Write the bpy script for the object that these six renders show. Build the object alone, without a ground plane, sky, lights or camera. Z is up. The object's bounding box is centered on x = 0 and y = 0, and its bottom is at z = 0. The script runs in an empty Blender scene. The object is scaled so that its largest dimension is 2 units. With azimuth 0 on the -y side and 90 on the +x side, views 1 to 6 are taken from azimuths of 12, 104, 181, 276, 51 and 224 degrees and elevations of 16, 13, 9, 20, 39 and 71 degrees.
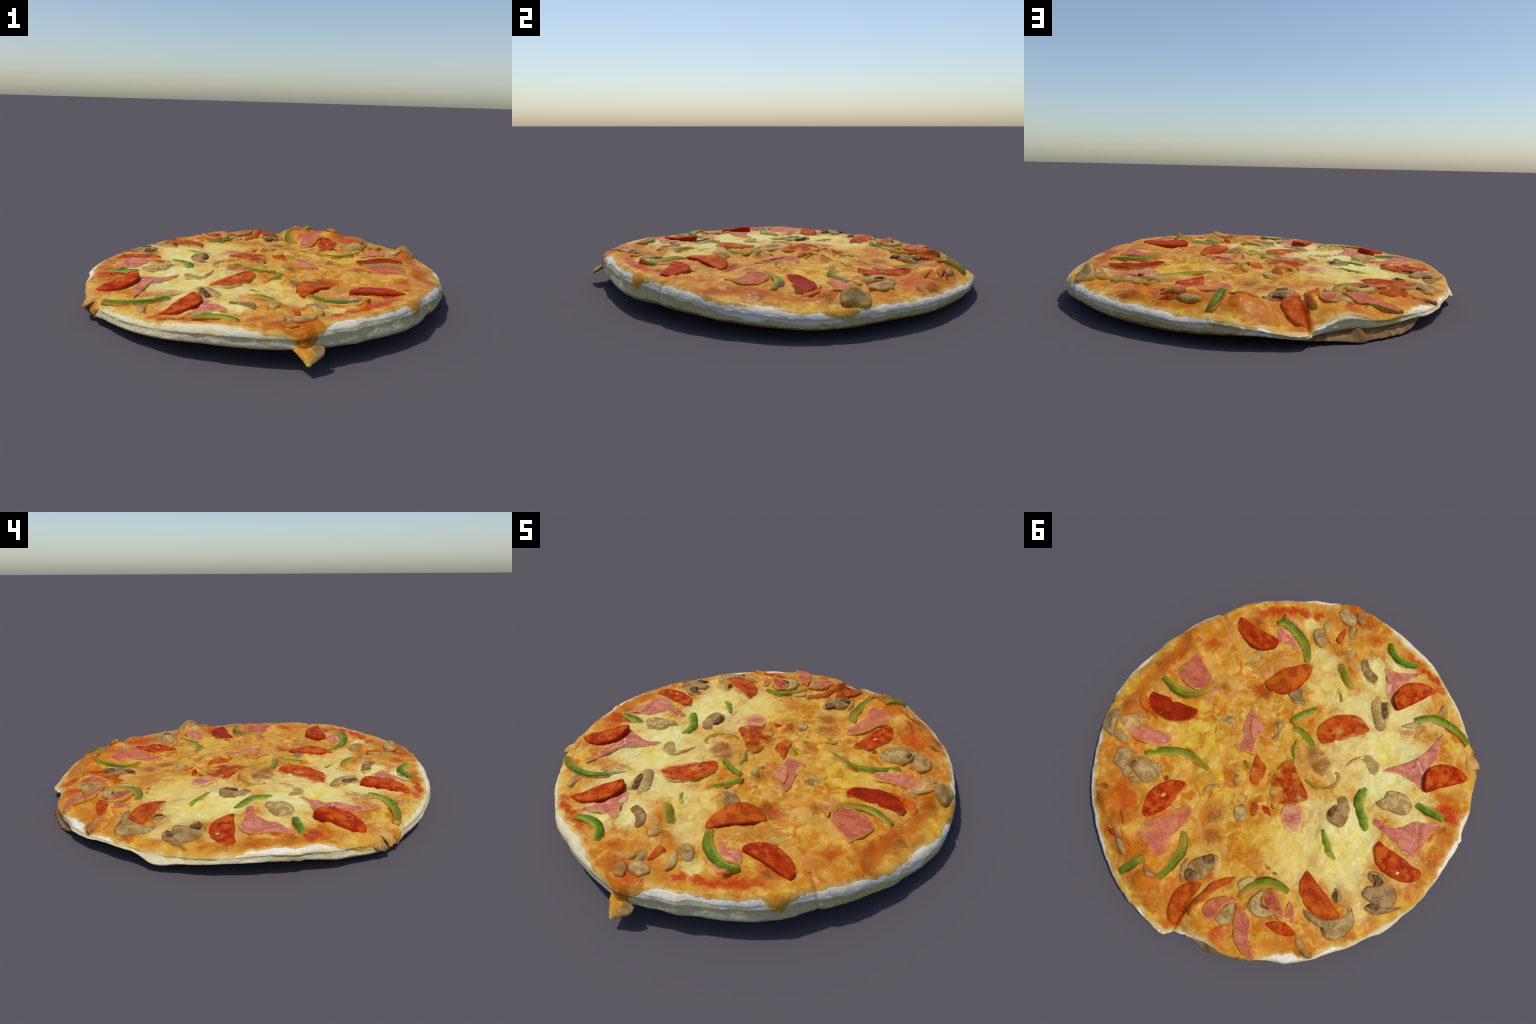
"""A whole baked pizza: warped dough base, molten cheese sheet, and toppings
(half slices of pepperoni, ham flaps, green pepper strips, mushroom slices)."""
import math
import random

import bpy
import numpy as np
from mathutils import Vector
from mathutils.geometry import delaunay_2d_cdt

random.seed(7)
RNG = np.random.default_rng(7)

# --------------------------------------------------------------------------
# THE DOUGH DISC.  (angle in degrees, value) control points round the rim.
# --------------------------------------------------------------------------
RIM_RADIUS = [(0.4, 0.929), (9.5, 0.946), (15.8, 0.959), (22.1, 0.961), (29.3, 0.959), (33.7, 0.952), (37.6, 0.954), (44.3, 0.959), (50.6, 0.964), (55.7, 0.967), (62.2, 0.967), (70.5, 0.973), (77.9, 0.984), (85.7, 1.0), (92.2, 1.0), (98.8, 1.008), (101.4, 1.007), (103.0, 0.969), (106.7, 0.954), (110.8, 0.945), (112.4, 0.943), (116.7, 0.962), (121.9, 0.961), (126.2, 0.96), (130.6, 0.953), (135.4, 0.959), (139.9, 0.956), (146.2, 0.945), (152.7, 0.942), (158.8, 0.933), (165.2, 0.928), (171.9, 0.933), (179.1, 0.941), (186.6, 0.946), (193.6, 0.947), (200.4, 0.96), (202.2, 0.951), (208.7, 0.968), (214.8, 0.972), (219.5, 0.984), (224.3, 0.988), (229.4, 0.991), (232.9, 0.978), (241.4, 0.982), (249.5, 0.979), (258.8, 0.984), (266.9, 0.981), (275.3, 0.982), (283.7, 0.992), (289.9, 0.995), (294.5, 0.979), (297.9, 0.967), (303.3, 0.959), (309.0, 0.937), (313.9, 0.939), (320.4, 0.934), (327.0, 0.932), (334.4, 0.914), (336.5, 0.918), (342.8, 0.924), (350.4, 0.922), (357.7, 0.932)]
PEPPERONI = {
    "p1": dict(outline=[(0.732, -0.416), (0.708, -0.425), (0.608, -0.436), (0.492, -0.463), (0.474, -0.437), (0.484, -0.4), (0.516, -0.36), (0.567, -0.339), (0.625, -0.338), (0.678, -0.35), (0.714, -0.37)]),
    "p2": dict(outline=[(0.378, -0.246), (0.377, -0.287), (0.355, -0.365), (0.319, -0.423), (0.288, -0.485), (0.253, -0.486), (0.227, -0.43), (0.219, -0.356), (0.226, -0.307), (0.247, -0.272), (0.287, -0.241), (0.329, -0.233)]),
    "p3": dict(outline=[(0.74, 0.211), (0.701, 0.191), (0.636, 0.162), (0.565, 0.14), (0.501, 0.115), (0.481, 0.137), (0.485, 0.179), (0.517, 0.223), (0.562, 0.261), (0.622, 0.279), (0.685, 0.272), (0.73, 0.246)]),
    "p4": dict(outline=[(-0.033, -0.217), (-0.006, -0.263), (-0.011, -0.325), (-0.036, -0.385), (-0.082, -0.436), (-0.131, -0.456), (-0.178, -0.449), (-0.209, -0.431), (-0.19, -0.378), (-0.157, -0.313), (-0.125, -0.262), (-0.085, -0.205)]),
    "p5": dict(outline=[(-0.618, -0.387), (-0.586, -0.406), (-0.559, -0.456), (-0.556, -0.504), (-0.579, -0.554), (-0.616, -0.587), (-0.665, -0.608), (-0.711, -0.607), (-0.736, -0.596), (-0.706, -0.541), (-0.68, -0.494), (-0.649, -0.44)]),
    "p6": dict(outline=[(-0.232, -0.622), (-0.207, -0.624), (-0.172, -0.649), (-0.157, -0.696), (-0.159, -0.754), (-0.183, -0.797), (-0.22, -0.831), (-0.259, -0.849), (-0.307, -0.849), (-0.29, -0.79), (-0.269, -0.72), (-0.252, -0.671)]),
    "p7": dict(outline=[(-0.623, -0.044), (-0.657, -0.044), (-0.709, -0.055), (-0.762, -0.064), (-0.809, -0.067), (-0.848, -0.078), (-0.869, -0.067), (-0.873, -0.037), (-0.858, -0), (-0.823, 0.029), (-0.773, 0.048), (-0.721, 0.053), (-0.675, 0.043), (-0.637, 0.017), (-0.617, -0.02)]),
    "p8": dict(outline=[(-0.474, 0.302), (-0.51, 0.304), (-0.557, 0.314), (-0.619, 0.319), (-0.664, 0.334), (-0.722, 0.339), (-0.726, 0.363), (-0.699, 0.396), (-0.666, 0.42), (-0.616, 0.431), (-0.561, 0.426), (-0.515, 0.405), (-0.486, 0.373), (-0.473, 0.33)]),
    "p9": dict(outline=[(0.246, 0.422), (0.235, 0.483), (0.225, 0.548), (0.226, 0.61), (0.256, 0.683), (0.294, 0.671), (0.327, 0.63), (0.345, 0.58), (0.344, 0.524), (0.325, 0.472), (0.287, 0.436)]),
    "p10": dict(outline=[(-0.166, 0.699), (-0.181, 0.732), (-0.184, 0.778), (-0.208, 0.82), (-0.216, 0.878), (-0.201, 0.926), (-0.154, 0.915), (-0.127, 0.883), (-0.107, 0.836), (-0.104, 0.784), (-0.124, 0.728)]),
    "p11": dict(outline=[(-0.028, -0.04), (-0.076, -0.021), (-0.145, 0.009), (-0.235, 0.049), (-0.223, 0.095), (-0.196, 0.154), (-0.163, 0.166), (-0.146, 0.209), (-0.108, 0.184), (-0.06, 0.143), (-0.024, 0.088), (-0.012, 0.023)]),
    "p12": dict(outline=[(0.115, 0.068), (0.073, 0.073), (0.026, 0.082), (0.003, 0.115), (-0.009, 0.159), (-0.002, 0.192), (0.045, 0.189), (0.071, 0.141)]),
    "p13": dict(outline=[(-0.093, 0.236), (-0.13, 0.219), (-0.168, 0.241), (-0.127, 0.256)]),
    "p13b": dict(outline=[(-0.048, 0.257), (-0.07, 0.242), (-0.11, 0.255), (-0.119, 0.28), (-0.101, 0.315), (-0.069, 0.29)]),
    "p14": dict(outline=[(-0.503, 0.612), (-0.528, 0.575), (-0.558, 0.55), (-0.595, 0.543), (-0.64, 0.55), (-0.611, 0.589), (-0.565, 0.612), (-0.522, 0.619)]),
    "p15": dict(outline=[(0.277, -0.694), (0.293, -0.749), (0.281, -0.782), (0.251, -0.734), (0.243, -0.699)]),
    "p16": dict(outline=[(0.365, 0.839), (0.337, 0.828), (0.297, 0.828), (0.278, 0.841), (0.306, 0.849), (0.345, 0.849)]),
    "p17": dict(outline=[(-0.261, 0.56), (-0.266, 0.587), (-0.241, 0.649), (-0.234, 0.698), (-0.24, 0.741), (-0.223, 0.794), (-0.24, 0.836), (-0.211, 0.832), (-0.198, 0.782), (-0.196, 0.724), (-0.193, 0.672), (-0.214, 0.617), (-0.237, 0.584)]),
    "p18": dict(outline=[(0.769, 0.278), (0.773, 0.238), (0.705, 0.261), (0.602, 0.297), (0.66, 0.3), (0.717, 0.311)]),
    "p19": dict(outline=[(0.371, 0.74), (0.339, 0.743), (0.288, 0.771), (0.308, 0.778)]),
}
HAM = {
    "h1": dict(outline=[(0.735, -0.11), (0.671, -0.093), (0.579, -0.062), (0.55, -0.014), (0.584, 0.048), (0.636, 0.062), (0.686, 0.061), (0.736, 0.037), (0.741, -0.019), (0.736, -0.062)]),
    "h1b": dict(outline=[(0.559, -0.06), (0.505, -0.047), (0.437, -0.016), (0.445, 0.023), (0.476, 0.048), (0.523, 0.054), (0.527, 0)]),
    "h2": dict(outline=[(0.694, 0.445), (0.662, 0.403), (0.624, 0.357), (0.566, 0.335), (0.511, 0.306), (0.466, 0.323), (0.474, 0.371), (0.533, 0.415), (0.59, 0.444), (0.636, 0.451)]),
    "h3": dict(outline=[(0.543, -0.51), (0.503, -0.543), (0.438, -0.544), (0.365, -0.506), (0.383, -0.488), (0.437, -0.477), (0.468, -0.447)]),
    "h3b": dict(outline=[(0.562, -0.573), (0.566, -0.602), (0.526, -0.61), (0.464, -0.607), (0.395, -0.595), (0.356, -0.57), (0.398, -0.568), (0.485, -0.577)]),
    "h4": dict(outline=[(0.749, -0.328), (0.718, -0.342), (0.658, -0.313), (0.662, -0.267), (0.706, -0.28)]),
    "h5": dict(outline=[(-0.014, -0.756), (-0.049, -0.771), (-0.105, -0.8), (-0.158, -0.857), (-0.189, -0.891), (-0.176, -0.828), (-0.156, -0.758), (-0.157, -0.688), (-0.156, -0.632), (-0.107, -0.668), (-0.071, -0.717)]),
    "h6": dict(outline=[(-0.484, -0.691), (-0.515, -0.63), (-0.556, -0.554), (-0.566, -0.493), (-0.582, -0.423), (-0.617, -0.388), (-0.579, -0.374), (-0.513, -0.377), (-0.462, -0.363), (-0.403, -0.321), (-0.4, -0.347), (-0.439, -0.419), (-0.471, -0.485), (-0.487, -0.556), (-0.484, -0.62)]),
    "h7": dict(outline=[(-0.542, -0.082), (-0.536, -0.123), (-0.585, -0.117), (-0.63, -0.143), (-0.656, -0.191), (-0.683, -0.245), (-0.736, -0.276), (-0.773, -0.327), (-0.777, -0.271), (-0.778, -0.199), (-0.791, -0.128), (-0.784, -0.102), (-0.758, -0.083), (-0.722, -0.075), (-0.68, -0.087), (-0.631, -0.087)]),
    "h8": dict(outline=[(0.311, -0.098), (0.273, -0.091), (0.23, -0.073), (0.178, -0.057), (0.165, -0.01), (0.15, 0.034), (0.122, 0.079), (0.146, 0.096), (0.184, 0.112), (0.223, 0.116), (0.24, 0.052), (0.289, -0.029)]),
    "h8b": dict(outline=[(0.264, -0.055), (0.229, -0.059), (0.178, -0.057), (0.167, -0.015), (0.157, 0.031), (0.195, 0.021), (0.238, -0.012)]),
    "h9": dict(outline=[(-0.178, 0.162), (-0.228, 0.097), (-0.275, 0.131), (-0.317, 0.204), (-0.292, 0.237), (-0.251, 0.229), (-0.208, 0.231), (-0.191, 0.202)]),
    "h10": dict(outline=[(0.254, 0.694), (0.222, 0.639), (0.197, 0.574), (0.162, 0.486), (0.112, 0.503), (0.102, 0.559), (0.097, 0.613), (0.092, 0.667), (0.074, 0.708), (0.054, 0.738), (0.076, 0.767), (0.13, 0.763), (0.183, 0.764), (0.241, 0.766), (0.224, 0.71)]),
    "h11": dict(outline=[(0.353, 0.815), (0.329, 0.798), (0.294, 0.797), (0.253, 0.82), (0.276, 0.837), (0.316, 0.824)]),
    "h12": dict(outline=[(-0.261, 0.78), (-0.249, 0.738), (-0.258, 0.702), (-0.287, 0.662), (-0.337, 0.63), (-0.332, 0.656), (-0.316, 0.684), (-0.316, 0.714), (-0.321, 0.75), (-0.323, 0.778), (-0.301, 0.788)]),
    "h13": dict(outline=[(-0.349, 0.645), (-0.398, 0.645), (-0.438, 0.647), (-0.458, 0.657), (-0.488, 0.703), (-0.533, 0.734), (-0.579, 0.758), (-0.552, 0.777), (-0.505, 0.78), (-0.443, 0.76), (-0.387, 0.703), (-0.365, 0.666)]),
    "h14": dict(outline=[(-0.424, 0.559), (-0.402, 0.513), (-0.419, 0.48), (-0.455, 0.478), (-0.501, 0.499), (-0.545, 0.533), (-0.546, 0.562), (-0.51, 0.557), (-0.467, 0.564)]),
    "h15": dict(outline=[(-0.54, 0.538), (-0.526, 0.498), (-0.517, 0.464), (-0.546, 0.465), (-0.585, 0.505), (-0.595, 0.53), (-0.568, 0.534)]),
    "h16": dict(outline=[(-0.306, -0.55), (-0.362, -0.597), (-0.382, -0.566), (-0.337, -0.528)]),
}
PEPPER = {
    "g1": dict(half=0.021, spine=[(0.561, -0.528), (0.544, -0.558), (0.51, -0.572), (0.458, -0.571), (0.405, -0.561), (0.354, -0.54), (0.318, -0.512), (0.291, -0.484)]),
    "g2": dict(half=0.020, spine=[(0.767, 0.119), (0.717, 0.117), (0.662, 0.119), (0.609, 0.1), (0.569, 0.063), (0.544, 0.018), (0.553, -0.034)]),
    "g3": dict(half=0.020, spine=[(0.055, -0.887), (0.003, -0.85), (-0.046, -0.844), (-0.095, -0.858), (-0.141, -0.892)]),
    "g4": dict(half=0.018, spine=[(-0.328, -0.645), (-0.359, -0.686), (-0.398, -0.725), (-0.454, -0.746), (-0.512, -0.755), (-0.567, -0.753), (-0.611, -0.74)]),
    "g5": dict(half=0.023, spine=[(0.164, -0.611), (0.115, -0.581), (0.066, -0.559), (0.01, -0.543)]),
    "g6": dict(half=0.019, spine=[(0.1, -0.179), (0.107, -0.214), (0.097, -0.253), (0.079, -0.298), (0.069, -0.334)]),
    "g7": dict(half=0.017, spine=[(0.085, -0.164), (0.036, -0.176), (-0.017, -0.171), (-0.075, -0.156)]),
    "g8": dict(half=0.013, spine=[(0.028, -0.14), (0.002, -0.093), (-0.034, -0.05), (-0.061, -0.019)]),
    "g9": dict(half=0.012, spine=[(-0.155, -0.008), (-0.197, -0.012), (-0.245, -0.037), (-0.274, -0.076), (-0.277, -0.118), (-0.255, -0.145), (-0.229, -0.14)]),
    "g10": dict(half=0.026, spine=[(-0.396, -0.204), (-0.404, -0.157), (-0.422, -0.113), (-0.457, -0.087), (-0.5, -0.063), (-0.545, -0.029)]),
    "g11": dict(half=0.019, spine=[(-0.625, -0.309), (-0.672, -0.316), (-0.721, -0.331), (-0.772, -0.343)]),
    "g12": dict(half=0.020, spine=[(-0.381, 0.108), (-0.41, 0.125), (-0.453, 0.146), (-0.484, 0.166), (-0.534, 0.179)]),
    "g13": dict(half=0.022, spine=[(-0.342, 0.622), (-0.336, 0.573), (-0.346, 0.521), (-0.379, 0.477), (-0.426, 0.449), (-0.485, 0.438)]),
    "g14": dict(half=0.020, spine=[(0.083, 0.59), (0.045, 0.624), (0.017, 0.666), (0.006, 0.719), (-0.004, 0.766), (-0.008, 0.827)]),
    "g15": dict(half=0.020, spine=[(0.102, 0.808), (0.117, 0.847), (0.13, 0.891), (0.149, 0.939)]),
    "g16": dict(half=0.020, spine=[(0.517, 0.467), (0.491, 0.426), (0.45, 0.379), (0.404, 0.336), (0.358, 0.307), (0.301, 0.301), (0.217, 0.294)]),
    "g17": dict(half=0.012, spine=[(0.006, -0.444), (0.041, -0.475), (0.071, -0.499)]),
    "g18": dict(half=0.012, spine=[(0.134, 0.137), (0.107, 0.143), (0.074, 0.145)]),
}
MUSHROOM = {
    "m1": dict(outline=[(0.238, -0.284), (0.229, -0.331), (0.198, -0.357), (0.145, -0.338), (0.129, -0.301), (0.141, -0.27), (0.18, -0.267)]),
    "m2": dict(outline=[(0.405, -0.642), (0.391, -0.673), (0.338, -0.669), (0.299, -0.651), (0.294, -0.608), (0.319, -0.598), (0.369, -0.613)]),
    "m2b": dict(outline=[(0.388, -0.714), (0.381, -0.755), (0.343, -0.731), (0.315, -0.676), (0.284, -0.658), (0.322, -0.66), (0.359, -0.68)]),
    "m3": dict(outline=[(0.367, -0.809), (0.372, -0.833), (0.36, -0.859), (0.317, -0.866), (0.272, -0.857), (0.262, -0.807), (0.307, -0.794), (0.341, -0.793)]),
    "m4": dict(outline=[(0.093, -0.708), (0.076, -0.726), (0.032, -0.698), (-0.033, -0.69), (-0.044, -0.651), (-0.004, -0.639), (0.047, -0.65), (0.08, -0.673)]),
    "m5": dict(outline=[(-0.091, -0.596), (-0.112, -0.618), (-0.14, -0.601), (-0.175, -0.633), (-0.22, -0.568), (-0.226, -0.536), (-0.251, -0.509), (-0.251, -0.477), (-0.22, -0.468), (-0.167, -0.497), (-0.115, -0.536)]),
    "m6": dict(outline=[(0.195, -0.656), (0.173, -0.711), (0.14, -0.7), (0.135, -0.648), (0.17, -0.641)]),
    "m7": dict(outline=[(-0.48, -0.172), (-0.493, -0.22), (-0.485, -0.258), (-0.529, -0.294), (-0.578, -0.303), (-0.622, -0.282), (-0.633, -0.239), (-0.61, -0.208), (-0.561, -0.186), (-0.515, -0.167)]),
    "m8": dict(outline=[(-0.271, -0.306), (-0.296, -0.34), (-0.33, -0.338), (-0.372, -0.329), (-0.388, -0.281), (-0.368, -0.26), (-0.321, -0.284)]),
    "m8b": dict(outline=[(-0.242, -0.185), (-0.243, -0.248), (-0.268, -0.306), (-0.287, -0.307), (-0.26, -0.243), (-0.255, -0.185)]),
    "m9": dict(outline=[(-0.332, -0.055), (-0.353, -0.088), (-0.391, -0.081), (-0.424, -0.06), (-0.449, 0.002), (-0.446, 0.046), (-0.41, 0.062), (-0.365, 0.061), (-0.339, 0.02), (-0.352, -0.027)]),
    "m10": dict(outline=[(0.161, -0.119), (0.139, -0.142), (0.111, -0.135), (0.1, -0.09), (0.084, -0.043), (0.117, -0.047), (0.127, -0.093)]),
    "m11": dict(outline=[(-0.009, 0.342), (-0.022, 0.296), (-0.062, 0.303), (-0.09, 0.336), (-0.085, 0.37), (-0.054, 0.378)]),
    "m11b": dict(outline=[(0.026, 0.293), (0.018, 0.261), (-0.014, 0.263), (-0.025, 0.286), (-0.009, 0.309)]),
    "m13": dict(outline=[(0.79, 0.516), (0.811, 0.467), (0.815, 0.412), (0.758, 0.404), (0.722, 0.449), (0.712, 0.483), (0.703, 0.519), (0.756, 0.529)]),
    "m13b": dict(outline=[(0.742, 0.423), (0.72, 0.375), (0.681, 0.341), (0.643, 0.35), (0.641, 0.388), (0.682, 0.439), (0.72, 0.447)]),
    "m13c": dict(outline=[(0.712, 0.505), (0.691, 0.457), (0.633, 0.469), (0.629, 0.507), (0.675, 0.515)]),
    "m14": dict(outline=[(0.587, 0.609), (0.622, 0.552), (0.605, 0.508), (0.545, 0.494), (0.536, 0.534), (0.509, 0.563), (0.464, 0.571), (0.482, 0.612), (0.507, 0.616), (0.535, 0.605)]),
    "m15": dict(outline=[(0.516, 0.56), (0.529, 0.521), (0.509, 0.487), (0.453, 0.46), (0.408, 0.442), (0.374, 0.485), (0.369, 0.521), (0.39, 0.566), (0.426, 0.572), (0.473, 0.569)]),
    "m16": dict(outline=[(-0.056, 0.702), (-0.049, 0.665), (-0.074, 0.601), (-0.098, 0.562), (-0.137, 0.561), (-0.159, 0.612), (-0.153, 0.687), (-0.117, 0.733), (-0.087, 0.74)]),
    "m16b": dict(outline=[(-0.033, 0.718), (-0.023, 0.678), (-0.032, 0.662), (-0.052, 0.699), (-0.085, 0.735), (-0.095, 0.766), (-0.059, 0.748)]),
    "m17": dict(outline=[(-0.684, 0.096), (-0.718, 0.07), (-0.781, 0.058), (-0.832, 0.073), (-0.862, 0.098), (-0.873, 0.143), (-0.843, 0.184), (-0.79, 0.201), (-0.74, 0.206), (-0.723, 0.189), (-0.727, 0.153), (-0.745, 0.126), (-0.699, 0.133)]),
    "m17b": dict(outline=[(-0.775, 0.235), (-0.786, 0.202), (-0.837, 0.178), (-0.874, 0.145), (-0.909, 0.107), (-0.884, 0.162), (-0.843, 0.224), (-0.795, 0.242)]),
    "m18": dict(outline=[(-0.607, 0.435), (-0.676, 0.416), (-0.733, 0.347), (-0.711, 0.299), (-0.671, 0.303), (-0.672, 0.271), (-0.73, 0.274), (-0.795, 0.317), (-0.806, 0.384), (-0.783, 0.444), (-0.732, 0.467), (-0.7, 0.454), (-0.667, 0.458), (-0.615, 0.462), (-0.576, 0.447)]),
    "m18b": dict(outline=[(-0.636, 0.308), (-0.623, 0.265), (-0.654, 0.265), (-0.681, 0.287), (-0.674, 0.318)]),
    "m19": dict(outline=[(-0.393, 0.625), (-0.377, 0.575), (-0.385, 0.521), (-0.405, 0.516), (-0.414, 0.556), (-0.454, 0.564), (-0.493, 0.54), (-0.506, 0.566), (-0.484, 0.606), (-0.443, 0.627)]),
    "m20": dict(outline=[(-0.282, 0.577), (-0.289, 0.533), (-0.308, 0.508), (-0.338, 0.509), (-0.33, 0.561), (-0.325, 0.605)]),
    "m21": dict(outline=[(-0.324, 0.766), (-0.318, 0.741), (-0.316, 0.696), (-0.326, 0.656), (-0.351, 0.655), (-0.369, 0.691), (-0.39, 0.718), (-0.385, 0.75), (-0.355, 0.771)]),
    "m22": dict(outline=[(0.171, 0.392), (0.167, 0.347), (0.124, 0.297), (0.123, 0.324), (0.147, 0.372), (0.162, 0.397)]),
    "m23": dict(outline=[(-0.326, -0.678), (-0.355, -0.729), (-0.383, -0.768), (-0.377, -0.823), (-0.4, -0.832), (-0.44, -0.78), (-0.4, -0.755), (-0.364, -0.719)]),
    "m24": dict(outline=[(-0.297, -0.567), (-0.319, -0.617), (-0.355, -0.658), (-0.378, -0.643), (-0.363, -0.611), (-0.322, -0.576)]),
    "m25": dict(outline=[(0.242, -0.82), (0.226, -0.837), (0.209, -0.803), (0.211, -0.759), (0.224, -0.762)]),
    "m26": dict(outline=[(0.587, -0.249), (0.561, -0.297), (0.521, -0.358), (0.489, -0.359), (0.478, -0.309), (0.498, -0.265), (0.542, -0.244)]),
    "m27": dict(outline=[(0.091, 0.822), (0.048, 0.829), (0.015, 0.819), (0.006, 0.839), (0.037, 0.863), (0.071, 0.846)]),
    "m28": dict(outline=[(0.297, 0.828), (0.258, 0.828), (0.199, 0.846), (0.183, 0.872), (0.221, 0.877), (0.27, 0.858)]),
    "m30": dict(outline=[(0.366, 0.08), (0.366, 0.03), (0.319, 0.017), (0.282, 0.037), (0.29, 0.064), (0.335, 0.072)]),
    "m31": dict(outline=[(0.088, 0.256), (0.108, 0.221), (0.083, 0.206), (0.068, 0.243)]),
    "m32": dict(outline=[(0.489, 0.599), (0.437, 0.575), (0.388, 0.568), (0.401, 0.588), (0.453, 0.612)]),
    "m33": dict(outline=[(-0.614, 0.524), (-0.653, 0.538), (-0.704, 0.552), (-0.76, 0.566), (-0.742, 0.59), (-0.691, 0.589), (-0.649, 0.571)]),
    "m34": dict(outline=[(0.276, -0.784), (0.269, -0.808), (0.208, -0.787), (0.211, -0.759), (0.24, -0.753)]),
    "m35": dict(outline=[(0.309, -0.896), (0.272, -0.918), (0.228, -0.894), (0.234, -0.854), (0.272, -0.857)]),
    "m36": dict(outline=[(0.714, 0.34), (0.662, 0.331), (0.639, 0.36), (0.657, 0.388)]),
    "m37": dict(outline=[(0.532, -0.347), (0.514, -0.366), (0.48, -0.353), (0.482, -0.327)]),
}

RIM_TOP = [(0, .136), (12, .123), (24, .115), (35, .126), (46, .126), (60, .121), (75, .108), (90, .095), (101, .078), (108, .074),
           (121, .090), (135, .088), (150, .085), (165, .094), (180, .105), (192, .120), (200, .124), (210, .115), (222, .106),
           (233, .108), (245, .120), (258, .140), (270, .155), (282, .160), (292, .165), (302, .172), (312, .176), (325, .176),
           (336, .172), (347, .159)]
RIM_BOTTOM = [(0, .053), (10, .048), (20, .039), (30, .042), (40, .046), (50, .042), (60, .034), (70, .030), (80, .037), (90, .044), (100, .034), (106, .036),
              (112, .040), (120, .042), (130, .046), (140, .050), (150, .066), (158, .062), (165, .028), (171, .042), (180, .056), (190, .062), (200, .058),
              (210, .042), (220, .032), (230, .036), (240, .046), (250, .053), (260, .069), (270, .074), (280, .075), (290, .080), (300, .074), (310, .070),
              (320, .066), (330, .066), (340, .066), (350, .061)]
# how far the foot of the side stands out beyond its top
FOOT = [(0, .014), (10, .012), (20, .004), (30, .004), (40, .000), (50, -.006), (60, -.012), (70, -.012), (80, -.004), (90, -.002), (100, .0), (110, .0), (120, .0), (130, .004),
        (140, .010), (150, .006), (160, .014), (166, .030), (172, .018), (180, .009), (190, .002), (200, -.004), (210, .002), (220, .009), (230, .007), (240, .004), (250, .006), (260, .004),
        (270, .0), (280, .0), (290, .005), (300, .008), (310, .013), (320, .015), (330, .014), (340, .012), (350, .010)]
# a few heights of the sagging top surface inside the rim
INNER = [(0, 0, .142), (.14, -.33, .141), (.37, -.26, .126), (.23, .12, .138), (.5, .12, .137), (.74, .2, .142), (.75, -.1, .152),
         (.6, -.3, .147), (.45, -.55, .150), (.3, -.75, .150), (.05, -.8, .143), (-.02, -.5, .135), (-.3, -.5, .124), (-.3, -.83, .124),
         (-.55, -.65, .120), (-.6, -.35, .118), (-.75, -.4, .114), (-.45, -.1, .125), (-.2, -.15, .138), (-.23, .15, .136),
         (-.5, .15, .122), (-.8, .0, .106), (-.7, .3, .102), (-.45, .4, .118), (-.2, .5, .122), (0, .35, .125), (.23, .35, .128),
         (.3, .6, .120), (.55, .5, .132), (.05, .7, .104), (-.2, .75, .112), (-.5, .65, .116), (-.35, .78, .106), (-.35, .62, .112), (.3, .8, .141), (.15, .85, .149), (.02, .86, .146), (.50, .0, .154), (.62, .62, .132), (-.28, .83, .118), (-.38, .87, .108)]
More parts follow.
